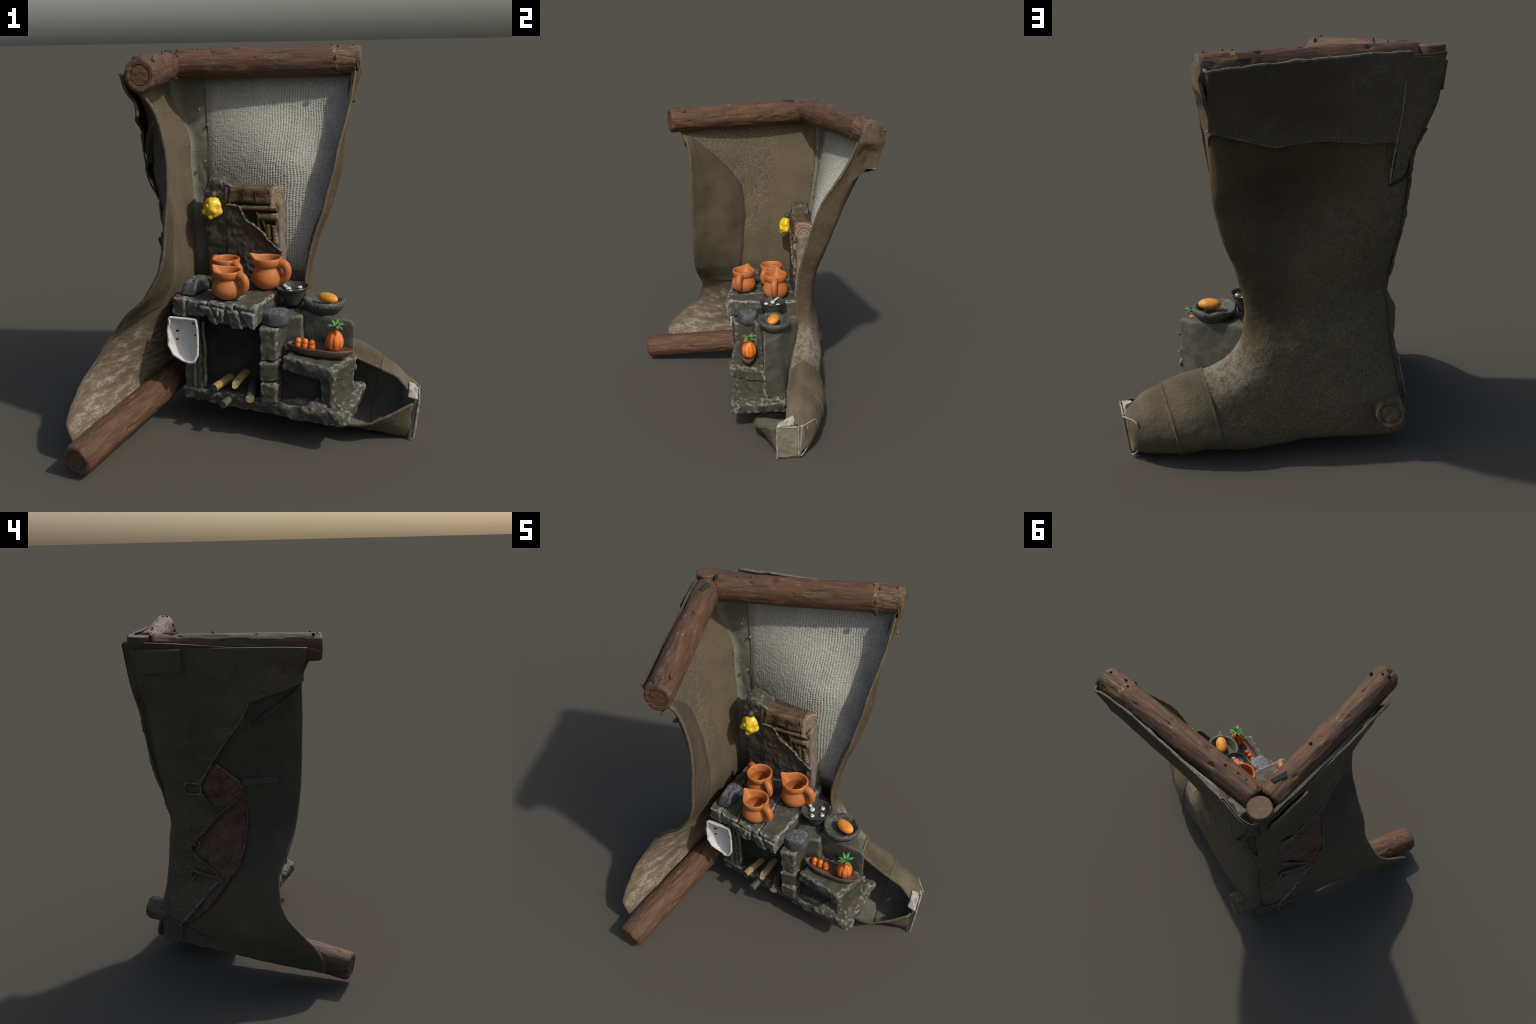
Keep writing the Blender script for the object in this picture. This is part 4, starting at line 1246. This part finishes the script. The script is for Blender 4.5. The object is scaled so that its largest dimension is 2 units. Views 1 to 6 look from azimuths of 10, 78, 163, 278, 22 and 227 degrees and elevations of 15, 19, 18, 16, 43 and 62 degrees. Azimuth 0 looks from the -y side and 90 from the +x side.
# left stone post, taller
V, F = block_data([(-.316, pf(-.316) - .012, .74), (-.200, pf(-.2) - .014, .74), (-.200, .40, .74), (-.316, .42, .74),
                   (-.338, pf(-.33) - .010, 1.225), (-.196, pf(-.2) - .014, 1.235), (-.196, .43, 1.235), (-.338, .44, 1.225)], .016, .009, .006, 20, 51)
V2, F2 = block_data([(-.338, pf(-.33) - .010, 1.215), (-.193, pf(-.2) - .014, 1.20), (-.190, .43, 1.20), (-.338, .44, 1.215),
                     (-.302, pf(-.3) - .004, 1.306), (-.222, pf(-.22) - .006, 1.292), (-.215, .41, 1.300), (-.300, .43, 1.312)], .014, .008, .006, 24, 52, .006)
V, F = join_data([(V, F), (V2, F2)])
add("panel_post", V, F, "panel_stone", back_panel)
V, F = block_data([(-.215, pf(-.2) - .010, 1.205), (-.150, pf(-.15) - .020, 1.205), (-.150, .40, 1.205), (-.215, .42, 1.205),
                   (-.228, pf(-.2) - .004, 1.292), (-.160, pf(-.15) - .016, 1.262), (-.160, .40, 1.268), (-.22, .41, 1.296)], .012, .009, .005, 24, 57)
add("panel_shoulder", V, F, "panel_stone", back_panel)
# plaster with wavy upper edge: column heights follow the wave
ARC = np.array([(-.20, 1.162), (-.165, 1.166), (-.129, 1.158), (-.110, 1.120), (-.092, 1.085), (-.045, 1.058), (-.012, 1.035), (.015, 1.005), (.040, .975), (.075, .945), (.105, .925)])
n = 90
t = np.linspace(0, len(ARC) - 1, n)
top = crom(ARC, t)
rowsP = []
for f in np.linspace(0, 1, 40):
    zz = .74 + (top[:, 1] - .74) * f
    rowsP.append(np.c_[top[:, 0], pf(top[:, 0]) - .024 - .004 * np.exp(-((1 - f) / .05) ** 2), zz])
P = np.array(rowsP)
P[..., 1] -= (.006 * fbm(P.reshape(-1, 3), 20, 53, 3) + .007 * np.clip(fbm(P.reshape(-1, 3), 36, 54, 2), 0, 1)).reshape(P.shape[:2])
P[-1] += (fbm(P[-1], 45, 55, 2) * .004)[:, None] * np.array([0, 0, 1.0])
sheet("plaster_coat", P, .024, ["panel"], back_panel, outward=np.array([0, -1.0, 0]))
lip = P[-1] + np.array([0, -.001, -.003])
tube("plaster_lip", lip, .0065 * (1 + .35 * vnoise(lip, 50, 8)), "panel", back_panel, segs=8)
# dark recess with slats
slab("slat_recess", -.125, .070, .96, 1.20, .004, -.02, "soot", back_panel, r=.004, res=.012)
def stick(name, x0, z0, x1, z1, r, d, mat="beam", seed=0):
    t = np.linspace(0, 1, 40)
    x = x0 + (x1 - x0) * t
    pts = np.c_[x, pf(x) - d, z0 + (z1 - z0) * t]
    return tube(name, pts, r * (1 + .10 * vnoise(pts, 26, seed)), mat, back_panel, segs=14, wob=.05, seed=seed)
stick("slat", -.118, 1.150, .080, 1.153, .014, .020, seed=1)
stick("slat", -.020, 1.102, .088, 1.107, .020, .016, seed=2)
stick("slat", .030, 1.062, .036, .985, .014, .016, seed=3)
stick("slat", .066, 1.060, .074, .960, .016, .016, seed=4)
stick("slat", -.030, 1.128, -.018, 1.035, .007, .020, seed=5)
stick("slat", -.008, 1.118, .028, 1.000, .006, .022, seed=6)
# beam in three carved lengths, end grain to the right
slab("panel_beam", -.205, .046, 1.172, 1.264, .032, -.08, "beam", back_panel, x0t=-.185, r=.020, res=.008, amp=.005, nscale=22, seed=60, chips=.008)
for x in (-.106, -.036):
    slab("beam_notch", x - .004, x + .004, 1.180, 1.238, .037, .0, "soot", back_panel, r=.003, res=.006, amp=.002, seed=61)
block("panel_beam", [(.040, .240, 1.16), (.092, .300, 1.12), (.108, .372, 1.12), (.03, .37, 1.16),
                     (.034, .242, 1.262), (.058, .262, 1.262), (.110, .368, 1.258), (.03, .37, 1.264)], "beam", back_panel, r=.016, res=.008, amp=.004, nscale=26, seed=64, chips=.006)
# right cheek of the panel
block("panel_cheek", [(.070, .240, .74), (.124, .272, .74), (.142, .340, .74), (.07, .36, .74),
                      (.076, .244, 1.17), (.088, .262, 1.19), (.116, .366, 1.19), (.06, .36, 1.17)], "panel", back_panel, r=.010, res=.009, amp=.005, nscale=26, seed=65, chips=.008)
# beam brackets
slab("post_bolt", -.212, -.196, 1.165, 1.26, .030, .0, "iron", back_panel, r=.006, res=.008, amp=.004, seed=66)

# yellow gourd lantern
lantern = None
th = np.linspace(0, np.pi, 36)
an = np.linspace(0, 2 * np.pi, 48, endpoint=False)
r = np.sin(th)[:, None] ** .8 * (1 + .12 * np.cos(4 * an + .6)[None] * np.sin(th)[:, None])
V = np.stack([.046 * r * np.cos(an), .040 * r * np.sin(an), np.repeat(.058 * np.cos(th)[:, None], 48, 1)], -1)
V *= (1 + .10 * fbm(V.reshape(-1, 3), 38, 70, 2)).reshape(36, 48, 1)
V[..., :2] *= (1 + .18 * np.clip(-np.cos(th), 0, 1) * (th < 2.6))[:, None, None]
lantern = add("gourd_lantern", V.reshape(-1, 3), [tuple(f) for f in grid_faces(36, 48, True, flip=True)], "yellow")
lantern.location = (-.272, .272, 1.148)
for dx, dy, dz, rr in ((-.046, -.010, -.022, .017), (-.022, -.030, .012, .014), (.012, -.034, -.016, .016), (-.010, -.028, -.046, .015)):
    V, F = ball_data((0, 0, 0), (rr, rr * .8, rr), 12, 16)
    ob = add("gourd_knob", V, F, "yellow", lantern)
    ob.location = (dx, dy, dz)
V, F = tube_data(np.array([(0, .004, .050), (0, .006, .062), (.002, .012, .074), (.004, .022, .080)]), np.array([.015, .018, .019, .014]), 14)
add("gourd_stem", V, F, "iron", lantern)

# ------------------------------------------------------------------ pitchers
def pitcher(loc, ang, h, spout=True, handles=(0,), scale=1.0):
    s = 64
    prof = np.array([(.0, .004), (.030, .0), (.046, .003), (.064, .014), (.078, .036), (.082, .056), (.078, .078), (.070, .096), (.0645, .107), (.0645, .114),
                     (.070, .120), (.0745, .130), (.076, .143), (.075, .153), (.070, .157), (.065, .154), (.061, .146), (.057, .128), (.055, .112), (.060, .090), (.062, .060), (.050, .035), (.0, .030)])
    k = np.linspace(0, len(prof) - 1, 110)
    prof = crom(prof, k)
    prof[:, 0] = np.maximum(prof[:, 0], 0)
    V = lathe(prof, s)
    an = np.linspace(0, 2 * np.pi, s, endpoint=False)
    if spout:
        w = np.exp(-((an - np.pi) / .38) ** 2)[None] * np.clip((V[..., 2] - .112) / .040, 0, 1) ** 1.3
        V[..., 0] -= .028 * w
        V[..., 2] += .012 * w
        V[..., 1] *= 1 - .25 * w
    V[..., 2] *= h / .157
    V[..., :2] *= scale
    ob = add("pitcher", V.reshape(-1, 3), [tuple(f) for f in grid_faces(len(prof), s, True)], "clay")
    ob.matrix_local = Matrix.Translation(Vector(loc)) @ Matrix.Rotation(ang, 4, "Z")
    for ha in handles:
        arc = np.array([(.060, 0, .126), (.082, 0, .134), (.105, 0, .124), (.114, 0, .098), (.106, 0, .070), (.088, 0, .052), (.066, 0, .044)])
        pts = crom(arc, np.linspace(0, 6, 40))
        pts[:, 2] *= h / .157
        pts[:, :2] *= scale
        t = np.linspace(0, 1, 40)
        V, F = tube_data(pts, .0225 - .003 * t, 18, 1.1)
        hd = add("pitcher_handle", V, F, "clay", ob)
        hd.matrix_local = Matrix.Rotation(ha, 4, "Z")
    return ob

pitcher((-.130, -.055, .744), math.atan2(-.045, .085), .152)
pitcher((.046, .128, .748), math.atan2(-.028, .09), .170, scale=1.02)
pitcher((-.182, .150, .744), math.atan2(-.65, .75), .158, spout=False, handles=(0, math.pi))

# ------------------------------------------------------------------ bowl with shells
prof = crom(np.array([(0, .0), (.038, .0), (.046, .006), (.056, .035), (.070, .068), (.082, .088), (.084, .094), (.080, .094), (.070, .080), (.058, .072), (.0, .070)]), np.linspace(0, 10, 60))
prof[:, 0] = np.maximum(prof[:, 0], 0)
bowl = add("bowl", lathe(prof, 48).reshape(-1, 3), [tuple(f) for f in grid_faces(60, 48, True)], "bowl")
bowl.location = (.192, .078, .685)
bowl.rotation_euler = (.02, -.05, 0)
for x, y, big in ((-.010, -.040, 0), (.045, -.022, 0), (.032, .030, 0), (-.024, .006, 1)):
    V, F = ball_data((0, 0, 0), (.013, .013, .010) if not big else (.016, .016, .012), 12, 18)
    ob = add("white_shell", V, F, "silver" if big else "shellwhite", bowl)
    ob.location = (x, y, .078)
    if not big:
        V, F = tube_data(np.c_[.008 * np.cos(np.linspace(0, 2 * np.pi, 21)), .008 * np.sin(np.linspace(0, 2 * np.pi, 21)), np.full(21, .0105)], .0016, 6)
        rg = add("shell_ring", V, F, "iron", bowl)
        rg.location = (x, y, .078)
t = np.linspace(0, 1, 16)
V, F = tube_data(np.c_[-.034 - .030 * t, .018 + .030 * t, .084 + .010 * t], .008 + .006 * t, 10, .5)
add("spoon", V, F, "silver", bowl)

# ------------------------------------------------------------------ mortar and tuber
prof = crom(np.array([(0, .0), (.045, .0), (.062, .006), (.086, .026), (.103, .048), (.108, .062), (.102, .073), (.088, .073), (.072, .058), (.054, .046), (.0, .042)]), np.linspace(0, 10, 66))
prof[:, 0] = np.maximum(prof[:, 0], 0)
V = lathe(prof, 64)
an = np.linspace(0, 2 * np.pi, 64, endpoint=False)
V[..., :2] *= (1 + .03 * np.cos(2 * an + .5) + .02 * np.cos(3 * an))[None, :, None]
top = np.clip((V[..., 2] - .04) / .03, 0, 1)
V[..., 2] -= top * (.014 * np.exp(-((an - 2.2) / .35) ** 2) + .010 * np.exp(-((an - 1.0) / .22) ** 2))[None]
V += (fbm(V.reshape(-1, 3), 26, 80, 3).reshape(66, 64, 1) * .0030) * np.array([1, 1, .6])
mortar = add("mortar", V.reshape(-1, 3), [tuple(f) for f in grid_faces(66, 64, True)], "mortar")
for v in mortar.data.vertices:
    v.co.z = v.co.z * 1.15 + .640 + .06 * max(0, -v.co.x) * min(1, v.co.z / .06)
    v.co.x += .352
    v.co.y += .052
V, F = ball_data((0, 0, 0), (.035, .058, .028), 24, 32)
V = V * (1 + .03 * fbm(V, 22, 81, 2))[:, None]
ob = add("tuber", V, F, "tuber", mortar)
ob.location = (.376, .040, .732)
ob.rotation_euler = (0, 0, math.radians(62))
ob.rotation_euler = (.05, .0, math.atan2(.10, -.16) - math.pi / 2 + math.pi * .0)

# ------------------------------------------------------------------ tray with vegetables
n, s = 30, 48
an = np.linspace(0, 2 * np.pi, s, endpoint=False)
ca = np.sign(np.cos(an)) * np.abs(np.cos(an)) ** .9
out = np.c_[.170 * ca, .050 * np.sin(an) * (1 - .20 * np.abs(np.cos(an)) ** 3)]
rings = [(0, -.034), (.55, -.034), (.78, -.030), (.92, -.014), (1.0, .004), (1.0, .010), (.965, .012), (.92, .008), (.84, -.006), (.6, -.012), (0, -.013)]
V = np.array([np.c_[out * f, np.full(s, z) + .004 * (np.abs(out[:, 0]) / .17) ** 2 * f] for f, z in rings])
V += (fbm(V.reshape(-1, 3), 24, 90, 2).reshape(len(rings), s, 1) * .0022)
tray = add("tray", V.reshape(-1, 3), [tuple(f) for f in grid_faces(len(rings), s, True)], "tray", None, True, None, 60)
tray.matrix_local = Matrix.Translation((.348, -.124, .517)) @ Matrix.Rotation(math.atan2(-.046, .33), 4, "Z") @ Matrix.Rotation(.03, 4, "Y")
for x in (-.112, -.076, -.040):
    V, F = ball_data((0, 0, 0), (.0165, .0165, .020), 16, 22)
    ob = add("tomato", V, F, "tomato", tray)
    ob.location = (x, .006 - .12 * 0, .024 + rng.normal(0, .001))
    V, F = tube_data(np.array([(0, 0, 0), (0, 0, -.02), (0, 0, -.034)]), np.array([.015, .017, .018]), 16)
    st = add("tomato_base", V, F, "tomato", tray)
    st.location = ob.location
an = np.linspace(0, 2 * np.pi, 72, endpoint=False)
th = np.linspace(0, np.pi, 36)
r = np.sin(th)[:, None] * (1 - .13 * np.abs(np.cos(4 * an))[None] ** 6 * np.sin(th)[:, None])
V = np.stack([.046 * r * np.cos(an), .046 * r * np.sin(an), np.repeat(.058 * np.cos(th)[:, None], 72, 1)], -1)
V[..., :2] *= (1 - .10 * np.cos(th))[:, None, None]
V *= (1 + .02 * fbm(V.reshape(-1, 3), 40, 91, 2)).reshape(36, 72, 1)
pk = add("pumpkin", V.reshape(-1, 3), [tuple(f) for f in grid_faces(36, 72, True, flip=True)], "pumpkin", tray)
pk.location = (.074, .008, .048)
V, F = tube_data(np.array([(0, 0, .0), (0, 0, .02), (0, 0, .035)]), np.array([.010, .008, .010]), 10)
ob = add("pumpkin_stem", V, F, "leaf", tray)
ob.location = (.074, .008, .098)
first = None
for k in range(8):
    a = k * 2 * math.pi / 8 + rng.normal(0, .15)
    L = .054 * rng.uniform(.75, 1.1)
    t = np.linspace(0, 1, 9)
    pts = np.c_[L * t, 0 * t, .006 + .018 * np.sin(t * 1.9) - .006 * t]
    if first is None:
        V, F = tube_data(pts, .0085 * np.sin(np.pi * np.clip(t * .85 + .15, 0, 1)) + .0008, 8, .45)
        first = add("leaf", V, F, "leaf", tray)
        ob = first
    else:
        ob = share(first, "leaf", tray)
    sc = rng.uniform(.8, 1.12)
    ob.matrix_local = Matrix.Translation((.074, .008, .118)) @ Matrix.Rotation(a, 4, "Z") @ Matrix.Rotation(rng.normal(-.1, .2), 4, "Y") @ Matrix.Scale(sc, 4)
V, F = ball_data((0, 0, 0), (.010, .010, .008), 10, 14)
ob = add("berry", V, F, "tomato", tray)
ob.location = (.092, -.014, .128)
